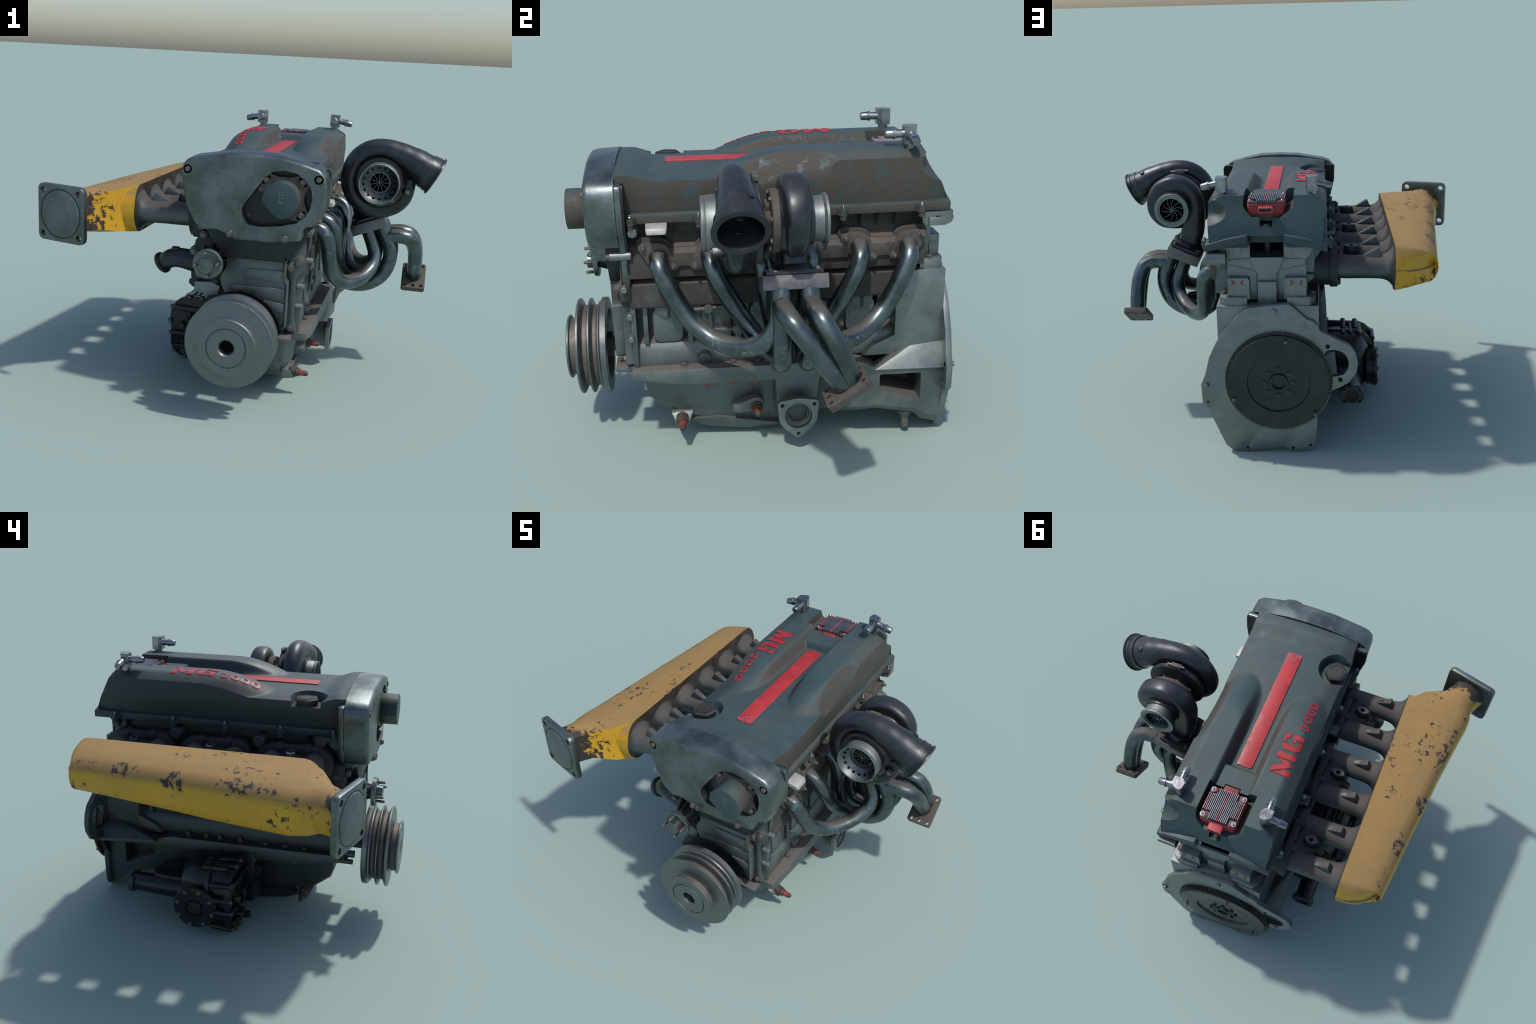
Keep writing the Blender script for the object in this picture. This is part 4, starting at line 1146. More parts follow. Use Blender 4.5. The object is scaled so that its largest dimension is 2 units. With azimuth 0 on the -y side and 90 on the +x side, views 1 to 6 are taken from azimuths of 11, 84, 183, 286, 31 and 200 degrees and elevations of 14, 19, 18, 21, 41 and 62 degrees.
# ================================================================== FLYWHEEL
fw = revolve("flywheel", [(-0.02, 0), (-0.02, 0.255), (0.028, 0.258), (0.034, 0.262), (0.040, 0.262), (0.044, 0.258), (0.044, 0.166), (0.043, 0.1635), (0.034, 0.160), (0.032, 0.10), (0.034, 0.05), (0.044, 0.048), (0.044, 0.036), (0.030, 0.034), (0.030, 0)], (KX + 0.002, 0.818, 0.416), (0, 1, 0), M_FLY, seg=72)
bm = bmesh.new()
NT = 132
for k in range(NT):
    a = 2 * PI * k / NT
    c, s = math.cos(a), math.sin(a)
    r0, r1, w0, w1 = 0.255, 0.2765, 0.0040, 0.0022
    vs = []
    for y in (0.832, 0.850):
        for r, w in ((r0, w0), (r1, w1)):
            for sg in (-1, 1):
                vs.append(bm.verts.new((KX + 0.002 + r * c - sg * w * s, y, 0.416 + r * s + sg * w * c)))
    for q in ((0, 1, 3, 2), (4, 6, 7, 5), (2, 3, 7, 6), (0, 2, 6, 4), (1, 5, 7, 3)):
        bm.faces.new([vs[i] for i in q])
bm_revolve(bm, [(0.832, 0.25), (0.832, 0.2645), (0.850, 0.2645), (0.850, 0.25)], (KX + 0.002, 0, 0.416), (0, 1, 0), 72)
finish("ring_gear", bm, M_GEAR, fw)["kind"] = "stuff"
for k in range(8):
    a = 2 * PI * k / 8
    bolt((KX + 0.002 + 0.074 * math.cos(a), 0.849, 0.416 + 0.074 * math.sin(a)), (0, 1, 0), 0.0125, fw, BM_DARK)
for x, z in ((0.005, 0.649), (0.279, 0.326), (-0.139, 0.247)):
    revolve("dowel", [(0, 0), (0, 0.006), (0.016, 0.006), (0.018, 0.0085), (0.026, 0.0085), (0.028, 0.005), (0.028, 0)], (x, 0.855, z), (0, 1, 0), M_BOLT, fw, seg=10)

# ================================================================== EXHAUST MANIFOLD
YM = 0.092
T_IN, T_OUT = V((0.542, 0, 0.832)), V((0.721, 0, 0.905))
tn = (T_OUT - T_IN).normalized()
tu = V((-tn.z, 0, tn.x))
TC = (T_IN + T_OUT) / 2
bm = bmesh.new()
pts = []
for k in (0, 0.058):
    for s in (0, 1):
        for y in (-0.036, 0.221):
            p = (T_IN if s == 0 else T_OUT) + tu * k
            pts.append((p.x, y, p.z))
bm_hull(bm, pts)
mani = finish("exhaust_manifold", bm, M_TFL, bevel=0.003)
RP = 0.0395
def runner(pts):
    for m in (False, True):
        q = [(x, 2 * YM - y if m else y, z) for x, y, z in pts]
        tube("exhaust_pipe", q, RP, M_PIPE, mani, seg=20, per=7)
runner([(0.350, -0.436, 0.948), (0.395, -0.436, 0.944), (0.432, -0.430, 0.915), (0.448, -0.408, 0.86), (0.456, -0.365, 0.77), (0.470, -0.310, 0.685), (0.515, -0.225, 0.622), (0.585, -0.120, 0.612), (0.648, -0.028, 0.655), (0.668, 0.020, 0.725), (0.650, 0.034, 0.79), (0.620, 0.036, 0.86)])
runner([(0.350, -0.224, 0.955), (0.400, -0.224, 0.950), (0.442, -0.218, 0.920), (0.462, -0.195, 0.86), (0.470, -0.140, 0.76), (0.480, -0.085, 0.67), (0.520, -0.030, 0.600), (0.580, 0.010, 0.575), (0.63, 0.036, 0.575)])
runner([(0.350, -0.012, 0.955), (0.400, -0.012, 0.950), (0.440, -0.008, 0.915), (0.455, 0.0, 0.84), (0.450, 0.015, 0.72), (0.456, 0.032, 0.625), (0.495, 0.036, 0.560), (0.560, 0.036, 0.543), (0.640, 0.036, 0.556), (0.712, 0.036, 0.608), (0.748, 0.036, 0.690), (0.748, 0.036, 0.775), (0.715, 0.036, 0.845), (0.690, 0.036, 0.895)])
# wastegate branch: two pipes that join at a six-hole flange
WG = 0.041
tube("wastegate_pipe", [(0.715, 0.036, 0.838), (0.765, 0.037, 0.842), (0.815, 0.042, 0.842), (0.858, 0.062, 0.822), (0.884, 0.108, 0.765), (0.892, 0.165, 0.685), (0.893, 0.215, 0.615), (0.893, 0.242, 0.575)], WG, M_PIPE, mani, seg=20, per=7)
tube("wastegate_pipe", [(0.715, 0.148, 0.838), (0.765, 0.150, 0.848), (0.815, 0.155, 0.848), (0.860, 0.172, 0.825), (0.886, 0.208, 0.755), (0.893, 0.245, 0.675), (0.893, 0.268, 0.615), (0.893, 0.278, 0.590)], WG, M_PIPE, mani, seg=20, per=7)
fy = V((0, 0.150, 0.108)).normalized()
fxv = V((1, 0, 0))
fn = fxv.cross(fy)
fc = V((0.8925, 0.258, 0.560))
bm = bmesh.new()
o2 = rrect(0, 0, 0.136, 0.188, 0.014, 4)
lo = [bm.verts.new(fc + fxv * a + fy * b - fn * 0.016) for a, b in o2]
hi = [bm.verts.new(fc + fxv * a + fy * b + fn * 0.016) for a, b in o2]
bm.faces.new(lo); bm.faces.new(list(reversed(hi)))
for i in range(len(o2)):
    j = (i + 1) % len(o2)
    bm.faces.new((lo[i], hi[i], hi[j], lo[j]))
wgf = finish("wastegate_flange", bm, M_RUSTF, mani, bevel=0.002)
cs = []
for b in (-0.074, 0.074):
    for a in (-0.047, 0.0, 0.047):
        p = fc + fxv * a + fy * b
        cs.append(cyl("c", p - fn * 0.05, p + fn * 0.05, 0.0105, None, seg=12))
cut(wgf, cs)

# ================================================================== TURBOCHARGER
TX, TZ = 0.669, 1.168
turbo = revolve("turbocharger", [(-0.06, 0), (-0.06, 0.085), (-0.045, 0.085), (-0.040, 0.062), (-0.015, 0.055), (0.015, 0.055), (0.03, 0.075), (0.05, 0.08), (0.05, 0)], (TX, 0, TZ), (0, 1, 0), M_RUSTF, seg=28)

def volute(name, yc, table, seg=24, squash=None, mat=M_TURBO, extra=None):
    """table: (angle deg seen from the front, outer radius, tube radius)."""
    pts = []
    for a, ro, r in table:
        q = ro - r
        pts.append((TX + q * math.cos(math.radians(a)), yc, TZ + q * math.sin(math.radians(a)), r))
    pts += extra or []
    bm = bmesh.new()
    bm_tube(bm, pts, None, seg, 4, shape=squash)
    return finish(name, bm, mat, turbo, angle=40)

# compressor scroll, winding clockwise from the right side over the bottom, left and top to the outlet
ex = V((0.885, 0, -0.466)).normalized()
ec = V((TX + 0.276, -0.130, TZ + 0.050))
SC = [(8, 0.190, 0.038), (-30, 0.194, 0.042), (-60, 0.196, 0.045), (-95, 0.199, 0.048), (-130, 0.203, 0.050), (-160, 0.207, 0.052), (-190, 0.212, 0.054), (-220, 0.219, 0.056), (-245, 0.223, 0.057), (-268, 0.224, 0.058)]
pts = [(TX + (ro - r) * math.cos(math.radians(a)), -0.132, TZ + (ro - r) * math.sin(math.radians(a)), r) for a, ro, r in SC]
pts += [(TX + 0.060, -0.132, TZ + 0.156, 0.062), (TX + 0.118, -0.131, TZ + 0.134, 0.070), (TX + 0.180, -0.130, TZ + 0.104, 0.080)]
for d in (-0.050, -0.022, 0.0):
    p = ec + ex * d
    pts.append((p.x, p.y, p.z, 0.0895 + d * 0.04))
bm = bmesh.new()
rr = bm_tube(bm, pts, None, 28, 4, caps=False)
bm.faces.new(rr[0])
last = rr[-1]
for d, r in ((0.002, 0.083), (-0.03, 0.081), (-0.085, 0.073), (-0.12, 0.055), (-0.125, 0.03)):
    cur = []
    for k, v in enumerate(rr[-1]):
        q = (v.co - ec)
        q = (q - ex * q.dot(ex)).normalized()
        cur.append(bm.verts.new(ec + ex * d + q * r))
    for k in range(28):
        bm.faces.new((last[k], last[(k + 1) % 28], cur[(k + 1) % 28], cur[k]))
    last = cur
bm.faces.new(last)
finish("compressor_scroll", bm, M_TURBO, turbo, angle=40)
revolve("outlet_lip", [(-0.050, 0.086), (-0.050, 0.0925), (-0.020, 0.0935), (-0.018, 0.097), (-0.012, 0.097), (-0.009, 0.094), (-0.002, 0.095), (0.002, 0.1035), (0.010, 0.1035), (0.012, 0.100), (0.012, 0.0825), (-0.05, 0.082), (-0.050, 0.086)], ec, ex, M_TURBO, turbo, seg=40)
# core of the compressor, back plate and band clamp
revolve("compressor_body", [(-0.195, 0.06), (-0.198, 0.112), (-0.19, 0.122), (-0.172, 0.138), (-0.155, 0.155), (-0.11, 0.160), (-0.085, 0.156), (-0.07, 0.150), (-0.062, 0.150), (-0.055, 0.12), (-0.055, 0.05)], (TX, 0, TZ), (0, 1, 0), M_TURBO, turbo, seg=40)
revolve("band_clamp", [(-0.066, 0.10), (-0.066, 0.156), (-0.060, 0.161), (-0.046, 0.161), (-0.040, 0.156), (-0.040, 0.10)], (TX, 0, TZ), (0, 1, 0), M_BOLTD, turbo, seg=40)
hull("clamp_lug", [(TX - 0.012 + a * 0.03, -0.053 + b * 0.012, TZ + 0.168 + c * 0.014) for a in (-1, 1) for b in (-1, 1) for c in (-1, 1)], M_BOLT, turbo, bevel=0.003)
cyl("clamp_screw", (TX - 0.06, -0.053, TZ + 0.176), (TX + 0.04, -0.053, TZ + 0.170), 0.006, M_STEEL, turbo, seg=10)
# inlet bell
inlet = revolve("compressor_inlet", [(-0.190, 0.060), (-0.190, 0.110), (-0.236, 0.107), (-0.243, 0.104), (-0.247, 0.106), (-0.258, 0.106), (-0.260, 0.1035), (-0.258, 0.099), (-0.235, 0.090), (-0.215, 0.066), (-0.205, 0.058), (-0.16, 0.055), (-0.16, 0.05), (-0.19, 0.05), (-0.190, 0.060)], (TX, 0, TZ), (0, 1, 0), M_CASTB, turbo, seg=48)
bm = bmesh.new()
for k in range(16):
    a = 2 * PI * k / 16 + 0.1
    d = V((math.cos(a), 0, math.sin(a)))
    c = V((TX, -0.2280, TZ)) + d * 0.0815
    bm_cyl(bm, c + d * 0.010 + V((0, 0.008, 0)), c - d * 0.0020 - V((0, 0.0016, 0)), 0.0066, 10)
finish("inlet_hole", bm, M_VOID, turbo)["kind"] = "stuff"
revolve("inlet_throat", [(-0.150, 0), (-0.150, 0.0545), (-0.152, 0.0545), (-0.152, 0)], (TX, 0, TZ), (0, 1, 0), M_VOID, turbo, seg=32)
def wheel(name, y0, y1, r, n, thick, curl, mat, hub):
    bm = bmesh.new()
    for k in range(n):
        a0 = 2 * PI * k / n
        prev = None
        for j in range(6):
            q = j / 5
            a = a0 + curl * q
            rr = hub + (r - hub) * q
            d, s = V((math.cos(a), 0, math.sin(a))), V((-math.sin(a), 0, math.cos(a)))
            p = V((TX, 0, TZ)) + d * rr
            cur = [bm.verts.new(p + s * thick * sg + V((0, yy, 0))) for yy in (y0, y1) for sg in (-1, 1)]
            if prev:
                for u, w in ((0, 1), (1, 3), (3, 2), (2, 0)):
                    bm.faces.new((prev[u], prev[w], cur[w], cur[u]))
            else:
                bm.faces.new((cur[0], cur[1], cur[3], cur[2]))
            prev = cur
        bm.faces.new((prev[0], prev[1], prev[3], prev[2]))
    ym = min(y0, y1) - 0.006 if y0 < 0 else max(y0, y1) + 0.006
    sgn = -1 if y0 < 0 else 1
    bm_revolve(bm, [(0, 0), (0, hub * 1.3), (abs(ym - (y0 if sgn > 0 else y1)), hub), (abs(ym - (y0 if sgn > 0 else y1)) + 0.004, hub * 0.6), (abs(ym - (y0 if sgn > 0 else y1)) + 0.004, 0)], (TX, y0 if sgn > 0 else y1, TZ), (0, sgn, 0), 14)
    return finish(name, bm, mat, turbo)
wheel("compressor_wheel", -0.188, -0.153, 0.054, 11, 0.0011, 0.0, M_CASTB, 0.0075)
# inlet retaining tab, side bolt, boost port
hull("inlet_ear", [(TX + 0.072 + a * 0.016 + b * 0.012, y, TZ - 0.085 + a * 0.012 - b * 0.016) for a in (-1, 1) for b in (-1, 1) for y in (-0.225, -0.17)], M_TURBO, turbo, bevel=0.003)
bolt((TX + 0.073, -0.225, TZ - 0.086), (0, -1, 0), 0.0075, turbo)
cyl("bolt_boss", (TX + 0.148, -0.12, TZ - 0.04), (TX + 0.148, -0.188, TZ - 0.04), 0.020, M_TURBO, turbo, ch=0.003)
bolt((TX + 0.148, -0.188, TZ - 0.04), (0, -1, 0), 0.010, turbo)
revolve("inlet_shim", [(-0.203, 0.100), (-0.203, 0.119), (-0.192, 0.119), (-0.192, 0.100), (-0.203, 0.100)], (TX, 0, TZ + 0.010), (0, 1, 0), M_TURBO, turbo, seg=36)
revolve("boost_port", [(-0.03, 0), (-0.03, 0.014), (0.016, 0.014), (0.018, 0.010), (0.018, 0)], (0.886, -0.092, 1.318), (0.35, 0.45, 0.8), M_TURBO, turbo, seg=12)
# turbine side
sq = lambda c, s: (math.copysign(abs(c) ** 0.60, c) * 0.84, math.copysign(abs(s) ** 0.62, s) * 0.92)
turb = volute("turbine_scroll", 0.088, [(-80, 0.140, 0.040), (-45, 0.156, 0.048), (-10, 0.166, 0.054), (25, 0.172, 0.059), (55, 0.178, 0.063), (90, 0.184, 0.066), (120, 0.182, 0.068), (150, 0.179, 0.069), (180, 0.178, 0.070)],
              squash=sq, extra=[(TX - 0.104, 0.090, TZ - 0.075, 0.070), (TX - 0.095, 0.092, TZ - 0.150, 0.071), (TX - 0.068, 0.092, TZ - 0.228, 0.074)])
revolve("turbine_body", [(0.03, 0.04), (0.03, 0.118), (0.05, 0.13), (0.125, 0.128), (0.142, 0.10), (0.150, 0.096), (0.158, 0.096), (0.160, 0.05)], (TX, 0, TZ), (0, 1, 0), M_TURBO, turbo, seg=40)
revolve("turbine_flange", [(-0.002, 0.05), (-0.002, 0.118), (0.002, 0.122), (0.026, 0.122), (0.030, 0.118), (0.034, 0.05)], (TX, 0, TZ), (0, 1, 0), M_RUSTF, turbo, seg=40)
for k in range(8):
    a = 2 * PI * (k + 0.4) / 8
    bolt((TX + 0.108 * math.cos(a), -0.002, TZ + 0.108 * math.sin(a)), (0, -1, 0), 0.009, turbo)
revolve("turbine_outlet", [(0.150, 0.074), (0.150, 0.088), (0.172, 0.087), (0.195, 0.089), (0.204, 0.098), (0.213, 0.098), (0.215, 0.096), (0.215, 0.079), (0.211, 0.077), (0.211, 0.069), (0.165, 0.067), (0.150, 0.067), (0.150, 0.074)], (TX, 0, TZ), (0, 1, 0), M_CASTB, turbo, seg=48)
revolve("outlet_throat", [(0.166, 0), (0.166, 0.0672), (0.164, 0.0672), (0.164, 0)], (TX, 0, TZ), (0, 1, 0), M_VOID, turbo, seg=32)
wheel("turbine_wheel", 0.167, 0.192, 0.064, 10, 0.0012, 0.55, M_CASTB, 0.0085)
# foot of the turbine on the manifold flange
pts = []
for k in (0.056, 0.078):
    for s in (0.07, 0.93):
        for y in (-0.020, 0.205):
            p = T_IN.lerp(T_OUT, s) + tu * k
            pts.append((p.x, y, p.z))
bm = bmesh.new()
bm_hull(bm, pts)
finish("turbine_foot", bm, M_TURBO, turbo, bevel=0.004)
tb = TC + tu * 0.07
revolve("foot_collar", [(0, 0), (0, 0.092), (0.012, 0.088), (0.03, 0.076), (0.03, 0)], (tb.x, YM, tb.z), tu, M_TURBO, turbo, seg=28)
for y in (0.0, 0.184):
    for s in (0.14, 0.86):
        p = T_IN.lerp(T_OUT, s) + tu * 0.078
        bolt((p.x, y, p.z), tu, 0.010, turbo)
# oil feed/drain under the core
tube("oil_drain", [(TX - 0.02, 0.0, TZ - 0.04), (TX - 0.03, 0.0, TZ - 0.10), (TX - 0.05, -0.005, TZ - 0.155)], 0.020, M_BOLTD, turbo, seg=14)
hull("oil_feed", [(TX + a * 0.03, b * 0.02, TZ + 0.055 + c * 0.012) for a in (-1, 1) for b in (-1, 1) for c in (-1, 1)], M_RUSTF, turbo, bevel=0.004)

# ================================================================== INTAKE MANIFOLD
# plenum: section profile rides along y; inner wall x = -0.549
WX = -0.549
def plen_dims(y):
    xo = lerp_table([(-0.66, -0.957), (-0.45, -0.908), (-0.12, -0.859), (0.64, -0.776), (0.72, -0.768)], y)     # outermost x
    xc = lerp_table([(-0.52, -0.832), (-0.04, -0.786), (0.61, -0.694), (0.72, -0.68)], y)       # shoulder crease
    return xo, xc
def plen_section(y, k=1.0, zmid=0.972):
    xo, xc = plen_dims(y)
    zt, zb = 1.099, 0.848
    zo = lerp_table([(-0.45, 0.846), (-0.144, 0.852), (0.235, 0.875), (0.60, 0.888), (0.70, 0.891)], y)   # outer lower corner
    xm = xo * 0.55 + xc * 0.45
    return [(WX, zt), (WX * 0.5 + xc * 0.5, 1.0835), (xc, 1.067), (xc * 0.6 + xo * 0.4, 1.050), (xc * 0.22 + xo * 0.78, 1.024), (xo + 0.004, 0.992), (xo, 0.965), (xo + 0.006, zo + 0.048), (xo * 0.78 + xc * 0.22, zo + 0.020), (xm, zo + 0.003), (xc + 0.02, zo - 0.012), (WX * 0.5 + xc * 0.5, (zo - 0.012 + zb) / 2), (WX, zb)]
NS = 13
bm = bmesh.new()
stations = []
for q in (1.0, 0.97, 0.88, 0.75, 0.58, 0.38, 0.18, 0.0):
    k = math.sqrt(max(0.0015, 1 - q * q))
    y = 0.655 + 0.078 * q
    row = []
    for x, z in plen_section(0.66):
        d = clamp((WX - x) / 0.22)
        row.append((x + 0.015 * d ** 3 * q, y - 0.105 * d ** 3 * q - (0.02 * d if z > 0.974 else 0) * q, 0.974 + (z - 0.974) * k))
    stations.append(row)
for y in (0.58, 0.40, 0.15, -0.10, -0.30, -0.42):
    stations.append([(x, y, z) for x, z in plen_section(y)])
# front end: the inner half closes around the first trumpet, the outer half runs into the neck
NCEN = V((-0.800, -0.620, 0.966))
FDIR = V((-0.268, -0.963, 0)).normalized()
FCEN = V((-0.861, -0.737, 0.9635))
fxd = V((0.963, -0.268, 0))
def neck_ring(center, r, squish=1.0):
    # same vertex order as a plenum section: start inner-top, go over the outside to inner-bottom
    out = []
    for i in range(NS):
        a = math.radians(52 + (360 - 104) * i / (NS - 1))
        p = center + fxd * (r * math.cos(a)) * squish + V((0, 0, 1)) * (r * math.sin(a))
        out.append(tuple(p))
    return out
full = plen_section(-0.47)
s470 = [(x, -0.468, z) for x, z in full]
mid1 = []
ring_n = neck_ring(NCEN, 0.112)
for (x, z), q in zip(plen_section(-0.52), ring_n):
    t = 0.42
    b = V((x, -0.520, z))
    mid1.append(tuple(b.lerp(V(q), t)))
stations += [s470, mid1, ring_n, neck_ring(NCEN.lerp(FCEN, 0.5), 0.106), neck_ring(FCEN - FDIR * 0.002, 0.108)]
rings = [[bm.verts.new(p) for p in s] for s in stations]
for A, B in zip(rings, rings[1:]):
    for i in range(NS - 1):
        bm.faces.new((A[i], A[i + 1], B[i + 1], B[i]))
    bm.faces.new((A[NS - 1], A[0], B[0], B[NS - 1]))
bm.faces.new(rings[0])
bm.faces.new(list(reversed(rings[-1])))
bmesh.ops.recalc_face_normals(bm, faces=bm.faces)
plenum = finish("intake_plenum", bm, M_YEL, angle=33)
# front shoulder that wraps the first trumpet
bm = bmesh.new()
prof = []
R_ = []
for y, k, xin in ((-0.44, 1.0, 0), (-0.49, 0.97, 0), (-0.525, 0.80, 0), (-0.546, 0.50, 0), (-0.552, 0.2, 0)):
    R_.append([bm.verts.new(p) for p in [(WX, y, 0.972 + 0.126 * k), (-0.62, y - 0.004, 0.972 + 0.116 * k), (-0.70, y - 0.022, 0.972 + 0.104 * k), (-0.76, y - 0.03, 0.972 + 0.09 * k), (-0.76, y - 0.03, 0.972 - 0.082 * k), (-0.70, y - 0.022, 0.972 - 0.092 * k), (-0.62, y - 0.004, 0.972 - 0.106 * k), (WX, y, 0.972 - 0.124 * k)]])
for A, B in zip(R_, R_[1:]):
    for i in range(8):
        bm.faces.new((A[i], A[(i + 1) % 8], B[(i + 1) % 8], B[i]))
bm.faces.new(R_[0]); bm.faces.new(list(reversed(R_[-1])))
finish("plenum_shoulder", bm, M_YEL, plenum, angle=50)

# inner wall plate with dirt, trumpets and runners
wall = []
for k in range(13):
    a = PI / 2 - PI * k / 12
    wall.append((0.640 + 0.098 * math.cos(a), 0.9735 + 0.1245 * math.sin(a)))
for k in range(13):
    a = -PI / 2 - PI * k / 12
    wall.append((-0.470 + 0.078 * math.cos(a), 0.9735 + 0.1245 * math.sin(a)))
prism("plenum_wall", wall, 'x', -0.547, -0.5455, M_SOCK, plenum)
for y in IY:
    bm = bmesh.new()
    prof = [(-0.02, 0.060), (0.05, 0.061), (0.16, 0.061), (0.215, 0.0625), (0.240, 0.066), (0.258, 0.073), (0.272, 0.084), (0.284, 0.100), (0.288, 0.106)]
    bm_revolve(bm, [(prof[0][0], 0)] + prof + [(0.288, 0)], (-0.257, y, 0.961), (-1, 0, 0), 32)
    finish("intake_runner", bm, M_RUN, plenum, angle=45)
    hull("injector_bung", [(-0.385, y + 0.002, 1.015), (-0.385, y - 0.012, 1.02), (-0.385, y + 0.014, 1.02), (-0.462, y - 0.018, 1.063), (-0.470, y - 0.018, 1.058), (-0.462, y + 0.018, 1.063), (-0.470, y + 0.018, 1.058), (-0.490, y + 0.022, 1.010), (-0.490, y - 0.022, 1.010), (-0.42, y + 0.022, 1.008), (-0.42, y - 0.022, 1.008)], M_RUN, plenum, bevel=0.002)
    hull("bung_face", [(-0.392, y - 0.008, 1.0245), (-0.392, y + 0.008, 1.0245), (-0.465, y - 0.0135, 1.0640), (-0.465, y + 0.0135, 1.0640), (-0.392, y - 0.008, 1.02), (-0.392, y + 0.008, 1.02), (-0.465, y - 0.0135, 1.056), (-0.465, y + 0.0135, 1.056)], M_STEEL, plenum)
for c in (-0.343, 0.081, 0.505):
    hull("runner_bridge", [(x, c + s * dy, z) for s in (1, -1) for x, dy, z in ((-0.25, 0.075, 1.012), (-0.25, 0.085, 0.92), (-0.355, 0.06, 1.0), (-0.385, 0.03, 0.985), (-0.392, 0.03, 0.93), (-0.36, 0.075, 0.93))], M_DARK, plenum, bevel=0.012)
    hull("sensor_boss", [(x, c + dy, z) for z, k in ((1.0, 1.25), (1.044, 1.0)) for x, dy in [(-0.334 + k * a, k * b) for a, b in ((-0.036, 0.008), (-0.036, -0.006), (-0.012, -0.022), (0.012, -0.022), (0.036, -0.008), (0.036, 0.006), (0.012, 0.022), (-0.012, 0.022))]], M_DARK, plenum, bevel=0.002)
    fc2 = hull2([(-0.334 + a, c + b) for a, b in ((-0.034, 0.009), (-0.034, -0.004), (-0.014, -0.020), (0.012, -0.020), (0.034, -0.009), (0.034, 0.004), (0.014, 0.020), (-0.012, 0.020))])
    prism("sensor_pad", fc2, 'z', 1.040, 1.0465, M_CASTB, plenum)
    cyl("sensor_hole", (-0.334, c, 1.040), (-0.334, c, 1.0476), 0.0115, M_VOID, plenum, seg=14)
    cyl("vacuum_stub", (-0.37, c + 0.02, 0.975), (-0.405, c + 0.022, 0.955), 0.024, M_DARK, plenum, ch=0.004)

# throttle flange
bm = bmesh.new()
o2 = rrect(0, 0, 0.288, 0.290, 0.032, 5)
for rr, dd in ((o2, 0),):
    lo = [bm.verts.new(FCEN + fxd * a + V((0, 0, b)) - FDIR * 0.020) for a, b in rr]
    hi = [bm.verts.new(FCEN + fxd * a + V((0, 0, b)) + FDIR * 0.012) for a, b in rr]
bm.faces.new(lo); bm.faces.new(list(reversed(hi)))
for i in range(len(o2)):
    j = (i + 1) % len(o2)
    bm.faces.new((lo[i], hi[i], hi[j], lo[j]))
tf = finish("throttle_flange", bm, M_COVER, plenum, bevel=0.004)
cs = []
for a in (-0.1115, 0.1115):
    for b in (-0.111, 0.111):
        p = FCEN + fxd * a + V((0, 0, b))
        cs.append(cyl("c", p - FDIR * 0.06, p + FDIR * 0.06, 0.0165, None, seg=16))
cut(tf, cs)
revolve("throttle_blank", [(0.0, 0), (0.0, 0.122), (0.012, 0.122), (0.0125, 0.119), (0.0175, 0.114), (0.0185, 0.110), (0.0185, 0)], FCEN, FDIR, M_COVER, plenum, seg=48)

revolve("blank_groove", [(0.010, 0.120), (0.010, 0.1265), (0.0128, 0.1265), (0.0128, 0.120)], FCEN, FDIR, M_DARK, plenum, seg=48)

# ================================================================== TRANSFER GEARCASE (black, low on the intake side)
# front flange plate, main casing, side disc, outlet
GF = [(-0.18, 0.395), (-0.395, 0.388), (-0.435, 0.372), (-0.465, 0.345), (-0.490, 0.295), (-0.496, 0.25), (-0.488, 0.18), (-0.490, 0.09), (-0.470, 0.045), (-0.435, 0.018), (-0.40, 0.014), (-0.22, 0.03), (-0.18, 0.08)]
gear = prism("gearcase", GF, 'y', -0.062, -0.030, M_BLACK, bevel=0.005)
# bulged main casing
hull("gear_housing", [(-0.16, y, z) for y in (-0.04, 0.23) for z in (0.06, 0.375)] + [(x, -0.04, z) for x, z in ((-0.385, 0.378), (-0.42, 0.362), (-0.448, 0.33), (-0.466, 0.29), (-0.468, 0.10), (-0.44, 0.048), (-0.40, 0.035), (-0.24, 0.045))] + [(x, 0.14, z) for x, z in ((-0.375, 0.372), (-0.41, 0.355), (-0.445, 0.30), (-0.452, 0.10), (-0.42, 0.05), (-0.24, 0.05))] + [(x, 0.245, z) for x, z in ((-0.35, 0.335), (-0.405, 0.28), (-0.405, 0.10), (-0.36, 0.07), (-0.24, 0.07))], M_BLACK, gear, bevel=0.012, seg=3)
bm = bmesh.new()
bm_prism(bm, [(-0.18, 0.385), (-0.39, 0.385), (-0.428, 0.368), (-0.458, 0.335), (-0.474, 0.29), (-0.474, 0.10), (-0.445, 0.04), (-0.40, 0.028), (-0.22, 0.036)], 'y', 0.060, 0.084)
finish("gear_rib", bm, M_BLACK, gear, bevel=0.005)
# rounded bolt towers around the front flange
for x, z, dx, dz in ((-0.302, 0.388, 0, 1), (-0.375, 0.386, 0, 1), (-0.478, 0.318, -1, 0.5), (-0.490, 0.231, -1, 0), (-0.484, 0.155, -1, 0), (-0.462, 0.050, -0.8, -0.6), (-0.395, 0.022, 0, -1), (-0.30, 0.03, 0, -1)):
    cyl("bolt_tower", (x, -0.068, z), (x, 0.05, z + (-0.012 * dz)), 0.0165, M_BLACK, gear, ch=0.003, seg=14)
    bolt((x, -0.066, z), (0, -1, 0), 0.0105, gear, BM_NW)
